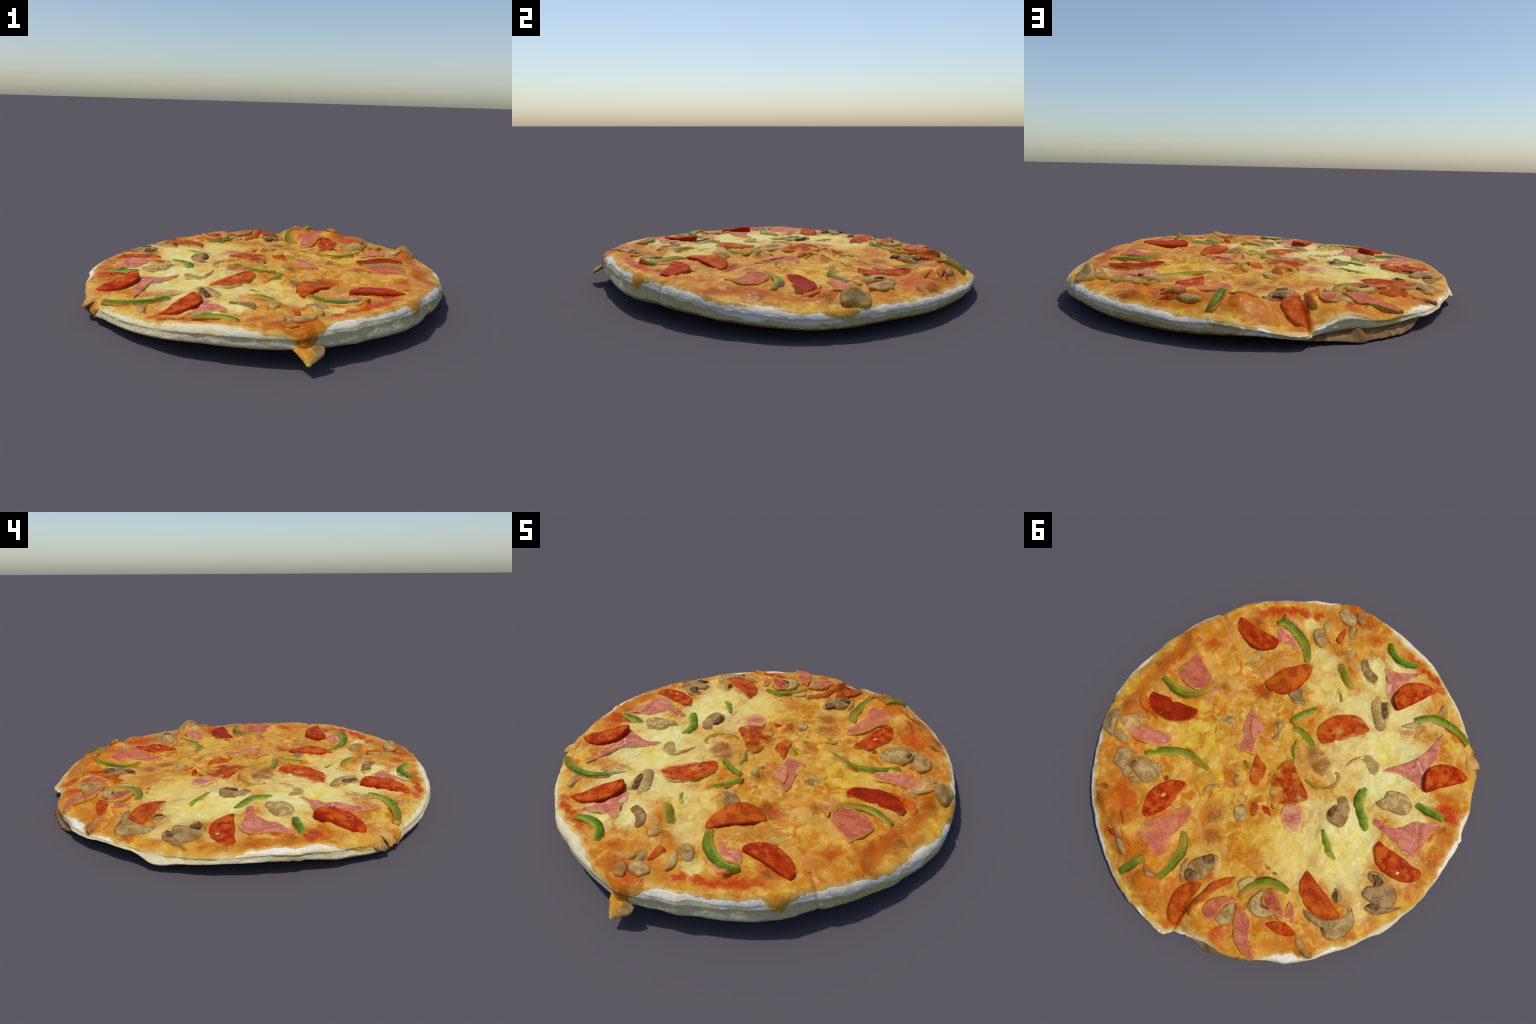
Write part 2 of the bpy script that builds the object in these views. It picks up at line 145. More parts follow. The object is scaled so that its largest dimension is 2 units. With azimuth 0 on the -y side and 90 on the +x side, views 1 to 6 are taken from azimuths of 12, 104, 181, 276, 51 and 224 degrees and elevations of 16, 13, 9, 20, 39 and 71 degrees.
# swellings of the cheese over what lies beneath: x, y, long radius, short radius, turn (deg), height
BUMPS = [(.46, .745, .075, .055, -20, .022), (.485, .775, .05, .03, -20, .012), (.346, .04, .07, .04, 60, .018), (.09, .228, .05, .035, 20, .022),
         (.13, -.11, .055, .03, 60, .022), (.886, .146, .05, .07, 0, .018), (.40, -.40, .10, .06, 60, .022), (.56, -.31, .06, .05, 20, .006),
         (.30, -.09, .05, .03, 40, .010), (-.09, .25, .035, .03, 0, .022), (.77, .47, .10, .06, 30, .036), (.55, .56, .06, .05, 0, .014),
         (.46, .53, .06, .06, 0, .018), (.68, .06, .14, .09, 30, .012), (.75, -.10, .10, .07, -60, .012), (.49, -.50, .12, .05, 20, .011),
         (.36, -.83, .06, .05, 0, .014), (.34, -.66, .06, .05, 0, .016), (.17, -.67, .05, .04, 0, .014), (-.53, -.24, .09, .06, 20, .012),
         (-.49, -.50, .05, .05, 0, .014), (-.33, .70, .12, .08, 30, .012), (-.24, .74, .03, .05, 20, .012), (-.47, .74, .04, .05, 30, .012), (.551, -.588, .018, .018, 0, .024), (.16, -.33, .05, .05, 0, .012), (.80, .04, .06, .06, 0, .012), (.75, .36, .05, .07, 0, .012), (.13, .94, .03, .03, 0, .008), (-.55, .74, .03, .03, 0, .016), (-.55, .56, .10, .08, 0, .014),
         (-.10, .64, .09, .07, 60, .012), (-.80, .13, .09, .07, 60, .016), (-.71, .38, .11, .06, 10, .012), (.16, .70, .13, .12, 0, .016),
         (.28, .80, .08, .06, 0, .016), (.12, .86, .06, .03, 80, .016), (-.16, .80, .08, .06, 60, .012), (.03, .88, .07, .06, 0, .014),
         (.00, .35, .05, .04, 0, .012), (.14, .02, .05, .04, 0, .010), (.06, .14, .05, .04, 60, .012), (-.13, .08, .10, .07, 30, .012),
         (.59, .38, .10, .06, 40, .006), (.74, .36, .06, .08, 0, .016), (.10, -.60, .08, .10, 30, .014), (.13, -.34, .06, .06, 0, .012), (.48, -.07, .07, .06, 0, .014), (.82, .02, .05, .06, 0, .012), (-.23, .81, .035, .05, 20, .022), (-.36, .88, .06, .03, 20, .012), (.76, .46, .06, .05, 20, .014), (.05, .90, .04, .04, 0, .010), (.30, .55, .09, .07, 40, .012), (-.66, -.10, .12, .08, 10, .014), (-.20, -.54, .06, .04, 60, .012),
         (-.40, .04, .05, .06, 0, .010), (-.57, -.14, .08, .05, 0, .008), (-.75, -.10, .05, .05, 0, .010), (-.86, .36, .05, .05, 0, .008)]
# hollows: same layout
HOLLOWS = [(.40, -.22, .08, .05, 30, .014), (.66, -.24, .06, .03, 40, .012), (.42, .30, .12, .09, 0, .008), (-.33, .25, .14, .12, 0, .006),
           (-.35, -.42, .12, .08, 40, .006), (.64, .64, .06, .03, 40, .008), (.33, -.17, .07, .05, 0, .008)]
# cuts through the dough: angle at the rim, depth, half width, reach inwards
CUTS = [(102.6, .034, .011, .20), (24, .010, .008, .10), (336, .012, .010, .13), (199, .009, .007, .09), (86, .006, .008, .06), (46, .006, .006, .04)]
# how far the cheese comes to (or over) the shoulder of the rim, metres outwards from the shoulder
CHEESE_EDGE = [(0, .034), (3, .016), (9, .012), (14, .020), (21, .024), (24.5, .046), (29, .046), (32, .030), (36, .020), (55, .020), (68, .022),
               (78, .028), (84, .034), (92, .030), (100, .022), (105, .018), (112, .028), (118, .044), (124, .055), (129, .030), (133, .010),
               (138, .010), (142, .044), (146, .026), (150, .018), (156, .038), (165, .048), (175, .046), (184, .034), (190, .020), (195, .010),
               (200, .016), (205, .010), (209, .024), (213, .045), (217, .065), (222, .085), (227, .075), (231, .032), (236, .022), (244, .020),
               (250, .022), (256, .014), (263, .000), (270, -.012), (276, .008), (281, .030), (284, .035), (287, .06), (289, .115), (291, .12), (293, .06), (296, .020), (301, .006), (306, .014), (310, .022),
               (318, .020), (323, .026), (325, .070), (327.5, .070), (329, .036), (333, .030), (337, .022), (342, .014), (348, .022), (351, .036), (356, .042)]
# where flour whitens the shoulder: angle, weight
FLOUR = [(0, .9), (10, 1), (20, 1), (24, .4), (28, .25), (32, .6), (36, 1), (60, 1), (72, .9), (80, .6), (84, .2), (95, .15), (105, .3), (112, .2), (118, 0), (128, .5), (134, .9), (140, .8),
         (145, .1), (149, .6), (154, .2), (165, .1), (185, .35), (195, .55), (205, .5), (213, .2), (222, 0), (230, .1), (240, .12), (250, .1), (262, .2),
         (275, .15), (286, 0), (293, .2), (297, .85), (305, .8), (309, .7), (318, .75), (324, .45), (330, .35), (335, .75), (345, 1), (352, .9)]


def ring(angle, table):
    """Catmull-Rom through control points set round the circle."""
    t = np.array(table, float)
    a, v, n = t[:, 0], t[:, 1], len(t)
    angle = np.asarray(angle, float) % 360
    i = (np.searchsorted(a, angle, side="right") - 1) % n
    u = ((angle - a[i]) % 360) / ((a[(i + 1) % n] - a[i]) % 360)
    p0, p1, p2, p3 = v[(i - 1) % n], v[i], v[(i + 1) % n], v[(i + 2) % n]
    return .5 * (2 * p1 + (p2 - p0) * u + (2 * p0 - 5 * p1 + 4 * p2 - p3) * u**2 + (3 * p1 - p0 - 3 * p2 + p3) * u**3)


def ring_straight(angle, table):
    t = np.array(table, float)
    return np.interp(np.asarray(angle) % 360, t[:, 0], t[:, 1], period=360)


LATTICE = RNG.random((32, 32, 32))


def noise(p, octaves=1, gain=.5):
    """Smooth value noise about 0, between -1 and 1."""
    p = np.asarray(p, float)
    total, amp, norm = 0, 1, 0
    for k in range(octaves):
        q = p * 2**k + 17.3 * k
        i = np.floor(q).astype(int)
        f = q - i
        f = f * f * f * (f * (f * 6 - 15) + 10)
        i %= 32
        j = (i + 1) % 32
        x, y, z = f[..., 0], f[..., 1], f[..., 2]
        g = lambda a, b, c: LATTICE[a, b, c]
        c00 = g(i[..., 0], i[..., 1], i[..., 2]) * (1 - x) + g(j[..., 0], i[..., 1], i[..., 2]) * x
        c10 = g(i[..., 0], j[..., 1], i[..., 2]) * (1 - x) + g(j[..., 0], j[..., 1], i[..., 2]) * x
        c01 = g(i[..., 0], i[..., 1], j[..., 2]) * (1 - x) + g(j[..., 0], i[..., 1], j[..., 2]) * x
        c11 = g(i[..., 0], j[..., 1], j[..., 2]) * (1 - x) + g(j[..., 0], j[..., 1], j[..., 2]) * x
        total = total + amp * (2 * ((c00 * (1 - y) + c10 * y) * (1 - z) + (c01 * (1 - y) + c11 * y) * z) - 1)
        norm += amp
        amp *= gain
    return total / norm


def radius(angle):
    return ring_straight(angle, RIM_RADIUS)


class Sheet:
    """Thin-plate surface through the rim heights and the inner heights."""

    def __init__(self):
        t = np.arange(0, 360, 15)
        r = .95 * radius(t)
        rim = np.c_[r * np.cos(np.radians(t)), r * np.sin(np.radians(t)), ring(t, RIM_TOP)]
        p = np.vstack([rim, np.array(INNER)])
        self.p, n = p[:, :2], len(p)
        a = np.c_[np.ones(n), self.p]
        m = np.block([[self.kernel(self.p) + np.eye(n) * 2e-3, a], [a.T, np.zeros((3, 3))]])
        self.c = np.linalg.solve(m, np.r_[p[:, 2], 0, 0, 0])

    def kernel(self, q):
        d = ((q[:, None] - self.p[None])**2).sum(-1)
        return .5 * d * np.log(d + 1e-9)

    def __call__(self, x, y):
        q = np.c_[np.ravel(x), np.ravel(y)]
        out = np.empty(len(q))
        for k in range(0, len(q), 40000):
            s = q[k:k + 40000]
            out[k:k + 40000] = np.c_[self.kernel(s), np.ones(len(s)), s] @ self.c
        return out.reshape(np.shape(x))


SHEET = Sheet()


def mound(x, y, b):
    cx, cy, ra, rb, turn, amp = b
    c, s = math.cos(math.radians(turn)), math.sin(math.radians(turn))
    u, v = ((x - cx) * c + (y - cy) * s) / ra, (-(x - cx) * s + (y - cy) * c) / rb
    return amp * np.exp(-1.2 * (u * u + v * v))


def surface(x, y, fine=True):
    """Height of the molten top at (x, y)."""
    x, y = np.asarray(x, float), np.asarray(y, float)
    z = SHEET(x, y) - .004
    wx = x + .02 * noise(np.stack([x * 9, y * 9, 0 * x], -1), 2)
    wy = y + .02 * noise(np.stack([x * 9, y * 9, 0 * x + 5], -1), 2)
    r, a = np.hypot(x, y), np.degrees(np.arctan2(y, x))
    rise = sum(mound(wx, wy, b) for b in BUMPS) - sum(mound(wx, wy, b) for b in HOLLOWS)
    z = z + rise * np.clip((radius(a) - .02 - r) / .05, 0, 1)
    inside = np.clip((radius(a) - r) / .12, .25, 1)
    z = z + inside * .0065 * noise(np.stack([x * 7, y * 7, 0 * x + 3], -1), 2)
    if fine:
        z = z + inside * (.0058 * noise(np.stack([x * 17, y * 17, 0 * x + 9], -1), 3) + .0090 * (.22 - np.abs(noise(np.stack([x * 11, y * 11, 0 * x + 6], -1), 2))) + .0016 * noise(np.stack([x * 60, y * 60, 0 * x + 2], -1), 2))
    for angle, depth, half, reach in CUTS:
        t = math.radians(angle)
        along, off = x * math.cos(t) + y * math.sin(t), -x * math.sin(t) + y * math.cos(t)
        off = off + .006 * noise(np.stack([along * 30, 0 * x, 0 * x + angle], -1))
        end = float(radius(angle))
        z = z - depth * np.exp(-(off / half)**2) * np.clip((along - end + reach) / reach, 0, 1)
    return z


# --------------------------------------------------------------------------
# MESH HELPERS
# --------------------------------------------------------------------------
ROOT = bpy.data.objects.new("pizza", None)
bpy.context.scene.collection.objects.link(ROOT)
ROOT["label"] = "round baked pizza with pepperoni, ham, peppers, mushrooms, melted cheese"
ROOT["category"] = "pizza"


def add(name, verts, faces, material, parent=ROOT, floats=None, props=None, smooth=True):
    verts = np.asarray(verts, float)
    middle = verts.mean(0)
    me = bpy.data.meshes.new(name)
    me.from_pydata((verts - middle).tolist(), [], [list(map(int, f)) for f in faces])
    me.update()
    if smooth:
        me.polygons.foreach_set("use_smooth", [True] * len(me.polygons))
    me.materials.append(material)
    for key, values in (floats or {}).items():
        me.attributes.new(key, "FLOAT", "POINT").data.foreach_set("value", np.asarray(values, np.float32))
    ob = bpy.data.objects.new(name, me)
    bpy.context.scene.collection.objects.link(ob)
    ob.parent = parent
    base = Vector(middle) - (parent.matrix_world.translation if parent else Vector())
    world = parent.get("place", (0, 0, 0)) if parent else (0, 0, 0)
    ob.location = Vector(middle) - Vector(world)
    ob["place"] = tuple(float(c) for c in middle)
    for key, value in (props or {}).items():
        ob[key] = value
    return ob


# --------------------------------------------------------------------------
# MATERIALS
# --------------------------------------------------------------------------
class Nodes:
    def __init__(self, tree):
        self.t = tree
        self.last = 0.0

    def new(self, kind, **inputs):
        n = self.t.nodes.new(kind)
        for key, value in inputs.items():
            if key.startswith("_"):
                setattr(n, key[1:], value)
            else:
                self.put(n.inputs[key.replace("__", " ")], value)
        return n

    def put(self, socket, value):
        if isinstance(value, bpy.types.NodeSocket):
            self.t.links.new(value, socket)
        elif hasattr(value, "outputs"):
            self.t.links.new(value.outputs[0], socket)
        elif isinstance(value, tuple) and len(value) == 3 and socket.type == "RGBA":
            socket.default_value = (*value, 1)
        else:
            socket.default_value = value

    def math(self, op, a, b=0.0, c=0.0, clamp=False):
        n = self.t.nodes.new("ShaderNodeMath")
        n.operation, n.use_clamp = op, clamp
        for s, v in zip(n.inputs, (a, b, c)):
            self.put(s, v)
        return n.outputs[0]

    def vec(self, op, a, b=(0, 0, 0), scale=None):
        n = self.t.nodes.new("ShaderNodeVectorMath")
        n.operation = op
        self.put(n.inputs[0], a)
        self.put(n.inputs[1], b)
        if scale is not None:
            self.put(n.inputs[3], scale)
        return n.outputs[1] if op in ("LENGTH", "DOT_PRODUCT") else n.outputs[0]

    def noise(self, p, scale, detail=3, rough=.55, distortion=0., colour=False):
        n = self.new("ShaderNodeTexNoise", Vector=p, Scale=scale, Detail=detail, Roughness=rough, Distortion=distortion)
        return n.outputs[1] if colour else n.outputs[0]

    def step(self, value, low, high, to_low=0., to_high=1.):
        n = self.t.nodes.new("ShaderNodeMapRange")
        n.interpolation_type = "SMOOTHSTEP"
        for s, v in zip(n.inputs, (value, low, high, to_low, to_high)):
            self.put(s, v)
        return n.outputs[0]

    def mix(self, fac, a, b):
        n = self.t.nodes.new("ShaderNodeMix")
        n.data_type = "RGBA"
        self.put(n.inputs[0], fac)
        self.put(n.inputs[6], a)
        self.put(n.inputs[7], b)
        return n.outputs[2]

    def position(self):
        return self.new("ShaderNodeNewGeometry").outputs["Position"]

    def prop(self, name):
        n = self.new("ShaderNodeAttribute", _attribute_type="OBJECT", _attribute_name='["%s"]' % name)
        return n.outputs["Fac"]

    def field(self, name):
        return self.new("ShaderNodeAttribute", _attribute_type="GEOMETRY", _attribute_name=name).outputs["Fac"]

    def patches(self, p, spots):
        """1 inside soft ellipses (x, y, radius, radius, turn, strength), 0 outside.
        The running result rides in z (ignored by the ellipse) so that they are worked out one after another."""
        xyz = self.new("ShaderNodeSeparateXYZ", Vector=p)
        best = self.last
        for k, (x, y, ra, rb, turn, strength) in enumerate(spots):
            here = self.new("ShaderNodeCombineXYZ", X=xyz.outputs[0], Y=xyz.outputs[1], Z=best)
            m = self.new("ShaderNodeMapping", _vector_type="TEXTURE", Vector=here)
            m.inputs["Location"].default_value = (x, y, 0)
            m.inputs["Rotation"].default_value = (0, 0, math.radians(turn))
            m.inputs["Scale"].default_value = (ra, rb, 1e5)
            d = self.step(self.vec("LENGTH", m), 1.35, .45, 0., strength)
            best = d if k == 0 else self.math("MAXIMUM", best, d)
        self.last = best
        return best


def material(name, rough=.5, specular=.4):
    m = bpy.data.materials.new(name)
    m.use_nodes = True
    n = Nodes(m.node_tree)
    b = m.node_tree.nodes["Principled BSDF"]
    b.inputs["Roughness"].default_value = rough
    b.inputs["Specular IOR Level"].default_value = specular
    return m, n, b


def bump(n, b, height, strength, distance):
    k = n.new("ShaderNodeBump", Strength=strength, Distance=distance, Height=height)
    n.put(b.inputs["Normal"], k)


# colour zones of the cheese, in plan
PALE = [(-.36, -.44, .20, .13, 40, 1), (-.44, -.26, .16, .13, 0, 1), (-.46, .02, .17, .14, 0, 1), (-.54, .12, .15, .19, 0, 1), (-.05, -.66, .15, .06, 0, .9), (.0, -.72, .08, .06, 0, .9),
        (-.12, -.50, .17, .12, 20, .85), (-.24, -.24, .16, .18, 40, .75), (-.42, .26, .20, .18, 0, .7), (-.6, .2, .13, .11, 0, .8), (-.30, -.63, .11, .11, 30, .9),
        (-.09, -.82, .11, .05, 0, 1), (.44, -.68, .07, .04, -30, .9), (-.30, .12, .13, .13, 0, .6), (.10, -.46, .15, .10, 0, .7), (-.66, -.22, .10, .08, 0, .9), (-.50, -.40, .08, .08, 0, .9),
        (-.62, -.34, .10, .05, 40, .7), (-.78, .25, .08, .06, 40, .6), (-.80, -.02, .05, .10, 0, .6), (-.68, -.68, .06, .06, 0, .4), (.24, -.55, .10, .07, 0, .6), (-.28, -.76, .06, .05, 0, .7), (-.41, -.70, .08, .05, 40, .6)]
YELLOW = [(.36, .17, .14, .10, 60, .9), (.40, .23, .08, .06, 0, 1), (.45, .08, .09, .07, 0, .8), (-.25, .33, .16, .10, 30, .6), (-.1, .46, .10, .06, 0, .5), (.87, .25, .05, .14, 0, .9),
          (.15, .31, .10, .08, 0, .6), (-.5, .14, .10, .12, 0, .6), (-.36, -.40, .06, .05, 0, .7), (.16, -.46, .14, .06, 20, .6), (-.6, .64, .10, .06, 20, .5), (-.55, -.68, .05, .05, 0, .6), (-.84, .3, .05, .10, 0, .6)]
TAN = [(-.10, -.10, .10, .09, 0, .8), (.40, -.38, .11, .06, 55, .9), (.58, -.10, .10, .06, 0, .6), (.45, -.12, .10, .08, 0, .5), (.20, -.02, .12, .10, 0, .5), (.05, .45, .10, .08, 0, .6), (-.04, .52, .10, .06, 0, .7),
       (-.44, -.62, .08, .05, 0, .5), (-.66, .27, .06, .05, 0, .7), (.66, .12, .12, .05, 30, .5), (.16, .56, .08, .05, 0, .6), (.62, -.30, .10, .05, 40, .6), (-.28, .02, .10, .08, 0, .3), (.30, .50, .05, .06, 0, .5)]
ORANGE = [(.84, -.10, .05, .13, 18, 1), (.72, -.20, .05, .06, 0, .9), (.82, .03, .05, .08, 0, .9), (.80, .22, .04, .12, 10, .9), (.77, .33, .05, .10, 20, .9), (.70, .33, .04, .08, 0, .7), (.62, .52, .04, .05, 0, .7), (.55, .66, .05, .10, 40, .6),
          (.43, .67, .08, .08, 0, 1), (.46, .75, .06, .05, 0, .8), (.36, .74, .07, .08, 0, .9), (.30, .62, .06, .05, 0, .7), (.22, .84, .07, .06, 0, 1), (.16, .80, .06, .06, 0, .8), (.04, .89, .10, .05, 20, .9), (-.06, .92, .08, .04, 0, .8), (.03, .69, .06, .05, 0, .6),
          (-.12, .66, .05, .05, 0, .6), (-.38, .83, .06, .05, 0, 1), (-.10, .80, .05, .10, 0, .8), (.60, -.42, .10, .05, -40, .9), (.54, -.60, .04, .05, 0, .5), (.25, -.88, .10, .06, 20, 1), (.34, -.90, .04, .05, 0, 1), (.12, -.86, .06, .05, 0, .6), (.10, -.64, .05, .04, 0, .5),
          (-.74, -.43, .05, .06, 30, .9), (-.80, -.29, .04, .04, 0, .9), (-.86, -.14, .05, .05, 0, .8), (-.83, -.27, .04, .05, 0, .6), (-.68, -.64, .05, .05, 0, .7), (-.70, -.70, .07, .07, 0, .6), (-.89, .02, .03, .06, 0, .5), (-.81, .39, .04, .05, 0, .8), (-.66, .62, .08, .05, 20, .7), (-.73, .58, .06, .04, 0, .9), (-.86, .28, .04, .04, 0, .5),
          (.36, -.20, .06, .04, 0, 1), (.45, -.06, .06, .04, 0, .6), (.66, .30, .10, .03, 40, .8), (.19, .33, .05, .05, 0, .4), (-.02, .50, .06, .05, 0, .6), (.06, .43, .05, .08, 0, .7), (-.26, .44, .06, .04, 0, .5), (.72, -.30, .05, .03, 0, .4), (-.17, -.12, .04, .04, 0, .5), (.26, .10, .08, .05, 0, .4), (-.22, .02, .03, .05, 0, .4), (.56, .46, .05, .03, 0, .7), (.42, .50, .06, .04, 0, .5)]
SAUCE = [(.67, -.51, .06, .028, 50, .75), (.625, -.575, .065, .028, 48, .95), (.57, -.635, .065, .032, 44, 1), (.51, -.685, .06, .028, 40, 1), (.445, -.74, .035, .026, 40, .95), (.35, -.87, .04, .03, 0, .45), (.27, -.88, .05, .025, 20, .55),
         (.0, -.925, .04, .014, -4, .7), (-.10, -.915, .06, .014, 4, .8), (-.19, -.90, .06, .018, 5, 1), (-.26, -.90, .05, .024, 10, 1), (-.32, -.885, .04, .03, 20, .8), (.13, -.85, .03, .02, 0, .5),
         (-.757, -.40, .045, .035, 30, 1), (-.79, -.37, .04, .03, 0, 1), (-.73, -.385, .03, .03, 0, .7), (.43, .66, .05, .03, 30, .7), (.39, .69, .04, .05, 0, .6), (.34, .86, .04, .02, 30, .6), (-.37, .81, .025, .035, -30, .8), (.80, -.07, .03, .06, 20, .5), (.80, .05, .02, .06, 0, .6),
         (-.185, .90, .04, .05, 0, .8), (-.15, .84, .03, .06, -10, .7), (.66, -.41, .06, .03, -20, .6), (.37, -.21, .04, .025, 0, .7), (.74, -.20, .03, .04, 0, .5), (-.14, .66, .05, .03, 0, .5), (-.57, -.60, .02, .02, 0, .0)]
BROWN = [(.515, .71, .035, .02, 20, .9), (.50, .775, .035, .03, 0, .8), (-.16, -.10, .05, .03, 0, .7), (-.09, -.13, .04, .05, 30, .8), (-.15, -.14, .03, .03, 0, .6), (.03, .43, .03, .04, 0, .6), (-.02, .51, .05, .03, 0, .6), (-.37, .43, .012, .012, 0, .9), (-.33, .43, .012, .012, 0, .9), (.34, .47, .018, .014, 0, 1), (.31, .47, .014, .012, 0, .9),
         (-.74, .585, .03, .03, 0, .9), (.86, .08, .03, .02, 0, .7), (.85, -.14, .02, .05, 20, .5), (.34, -.22, .05, .03, 0, .7), (.56, .73, .03, .02, 0, .6), (.48, -.08, .04, .03, 0, .5), (-.80, -.29, .03, .03, 0, .5), (.30, -.86, .03, .03, 0, .5), (-.50, .58, .02, .02, 0, .4), (.655, -.455, .03, .02, 0, .8)]
DRAB = [(.346, .05, .05, .035, 60, .6), (.09, .228, .035, .02, 20, .5), (.47, -.28, .10, .04, 10, .35), (.30, -.14, .07, .02, 20, .4), (-.40, -.62, .05, .04, 0, .4), (.23, -.84, .05, .04, 0, .5), (.25, -.72, .04, .06, 0, .4), (-.16, .28, .03, .02, 0, .4), (.86, .17, .03, .04, 0, .45), (-.46, -.66, .03, .03, 0, .4), (.10, .05, .02, .02, 0, .6)]


def cheese_group():
    g = bpy.data.node_groups.new("baked_cheese", "ShaderNodeTree")
    g.interface.new_socket("Color", in_out="OUTPUT", socket_type="NodeSocketColor")
    g.interface.new_socket("Wet", in_out="OUTPUT", socket_type="NodeSocketFloat")
    n = Nodes(g)
    p = n.position()
    warp = n.vec("SUBTRACT", n.noise(p, 9, 3, colour=True), (.5, .5, .5))
    fine = n.vec("SUBTRACT", n.noise(p, 38, 3, colour=True), (.5, .5, .5))
    q = n.vec("ADD", p, n.vec("ADD", n.vec("SCALE", warp, scale=.085), n.vec("SCALE", fine, scale=.040)))
    q = n.vec("MULTIPLY", q, (1, 1, 0))
    n1, n2, n3, n4 = n.noise(p, 6, 4, .55), n.noise(p, 14, 4, .55, .8), n.noise(p, 44, 4, .55), n.noise(p, 150, 3, .6)
    golden = n.mix(n.step(n1, .35, .68), (.575, .315, .038), (.50, .205, .013))
    golden = n.mix(n.step(n2, .46, .64), golden, (.62, .385, .072))
    pale = n.mix(n.step(n2, .38, .64), (.69, .615, .25), (.67, .53, .145))
    pale = n.mix(n.step(n3, .55, .72), pale, (.69, .645, .25))
    whites = n.patches(q, PALE)
    col = n.mix(whites, golden, pale)
    col = n.mix(n.math("MULTIPLY", n.patches(q, YELLOW), n.step(n2, .34, .62, .25, .9)), col, (.65, .42, .032))
    col = n.mix(n.math("MULTIPLY", n.patches(q, TAN), n.step(n2, .36, .6, .3, .95)), col, (.46, .225, .050))
    col = n.mix(n.math("MULTIPLY", n.patches(q, DRAB), n.step(n3, .3, .6, .6, 1.)), col, (.40, .27, .07))
    brim = n.math("MULTIPLY", n.step(n.vec("LENGTH", n.vec("MULTIPLY", q, (1, 1, 0))), .60, .86), n.math("MULTIPLY", n.step(n.vec("LENGTH", n.vec("MULTIPLY", q, (1, 1, 0))), .955, .89), n.step(n.noise(q, 11, 4, .6), .42, .60)))
    col = n.mix(n.math("MULTIPLY", brim, n.math("SUBTRACT", .72, n.math("MULTIPLY", whites, .6))), col, (.46, .125, .007))
    # streaks and freckles of orange oil everywhere
    lean = n.math("SUBTRACT", 1., n.math("MULTIPLY", whites, .88))
    streak = n.math("MULTIPLY", n.step(n.noise(q, 13, 4, .55, 1.2), .46, .62), n.math("MULTIPLY", lean, n.step(n1, .34, .58, .35, .95)))
    col = n.mix(streak, col, (.48, .135, .006))
    freckle = n.math("MULTIPLY", n.step(n3, .60, .72), n.math("MULTIPLY", lean, n.step(n2, .46, .60, .05, .75)))
    col = n.mix(freckle, col, (.46, .14, .014))
    light = n.math("MULTIPLY", n.step(n.noise(q, 22, 4, .55), .54, .68), .30)
    col = n.mix(light, col, (.70, .52, .20))
    col = n.mix(n.math("MULTIPLY", n.patches(q, ORANGE), n.step(n2, .30, .56, .45, 1.)), col, n.mix(n.step(n2, .40, .60), (.32, .058, .004), (.52, .135, .005)))
    col = n.mix(n.math("MULTIPLY", n.patches(q, BROWN), n.step(n3, .3, .55, .5, 1.)), col, n.mix(n3, (.24, .075, .014), (.15, .036, .006)))
    sauce = n.math("MULTIPLY", n.patches(q, SAUCE), n.step(n3, .24, .5, .8, 1.))
    col = n.mix(sauce, col, n.mix(n.step(n3, .4, .65), (.40, .034, .003), (.47, .070, .005)))
    out = n.new("NodeGroupOutput")
    n.put(out.inputs["Color"], col)
    n.put(out.inputs["Wet"], n4)
    return g


CHEESE = cheese_group()


def cheese_colour(n):
    k = n.t.nodes.new("ShaderNodeGroup")
    k.node_tree = CHEESE
    return k.outputs[0], k.outputs[1]


def cheese_material():
    m, n, b = material("baked_cheese", .35, .06)
    col, grain = cheese_colour(n)
    p = n.position()
    thin = n.math("ADD", n.math("MULTIPLY", n.field("inset"), 30.), n.math("SUBTRACT", n.noise(p, 24, 4), .5))
    col = n.mix(n.step(thin, .75, .0, 0., .85), col, n.mix(n.step(n.noise(p, 18, 4), .38, .62), (.57, .365, .075), (.62, .47, .19)))
    n.put(b.inputs["Base Color"], col)
    n.put(b.inputs["Roughness"], n.step(n.noise(p, 40, 3), .35, .65, .28, .5))
    bump(n, b, n.math("ADD", n.noise(p, 55, 4, .6), n.math("MULTIPLY", n.noise(p, 160, 2), .3)), .13, .005)
    return m


def dough_material():
    m, n, b = material("baked_dough", .9, .02)
    p = n.position()
    n1, n2 = n.noise(p, 14, 5, .6), n.noise(p, 60, 4, .6)
    col = n.mix(n.step(n1, .35, .65), (.58, .49, .25), (.66, .575, .35))
    col = n.mix(n.step(n.noise(n.vec("MULTIPLY", p, (6, 6, 40)), 1.5, 4), .5, .68, 0., .7), col, (.68, .63, .52))
    col = n.mix(n.step(n1, .58, .75, 0., .75), col, (.56, .40, .17))
    col = n.mix(n.step(n2, .66, .74, 0., .6), col, (.42, .25, .10))
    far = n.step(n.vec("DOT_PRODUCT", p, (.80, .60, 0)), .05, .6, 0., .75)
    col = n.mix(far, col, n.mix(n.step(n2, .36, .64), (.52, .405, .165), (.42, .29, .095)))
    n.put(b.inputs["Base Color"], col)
    bump(n, b, n.math("ADD", n2, n.noise(p, 180, 2)), .45, .004)
    return m


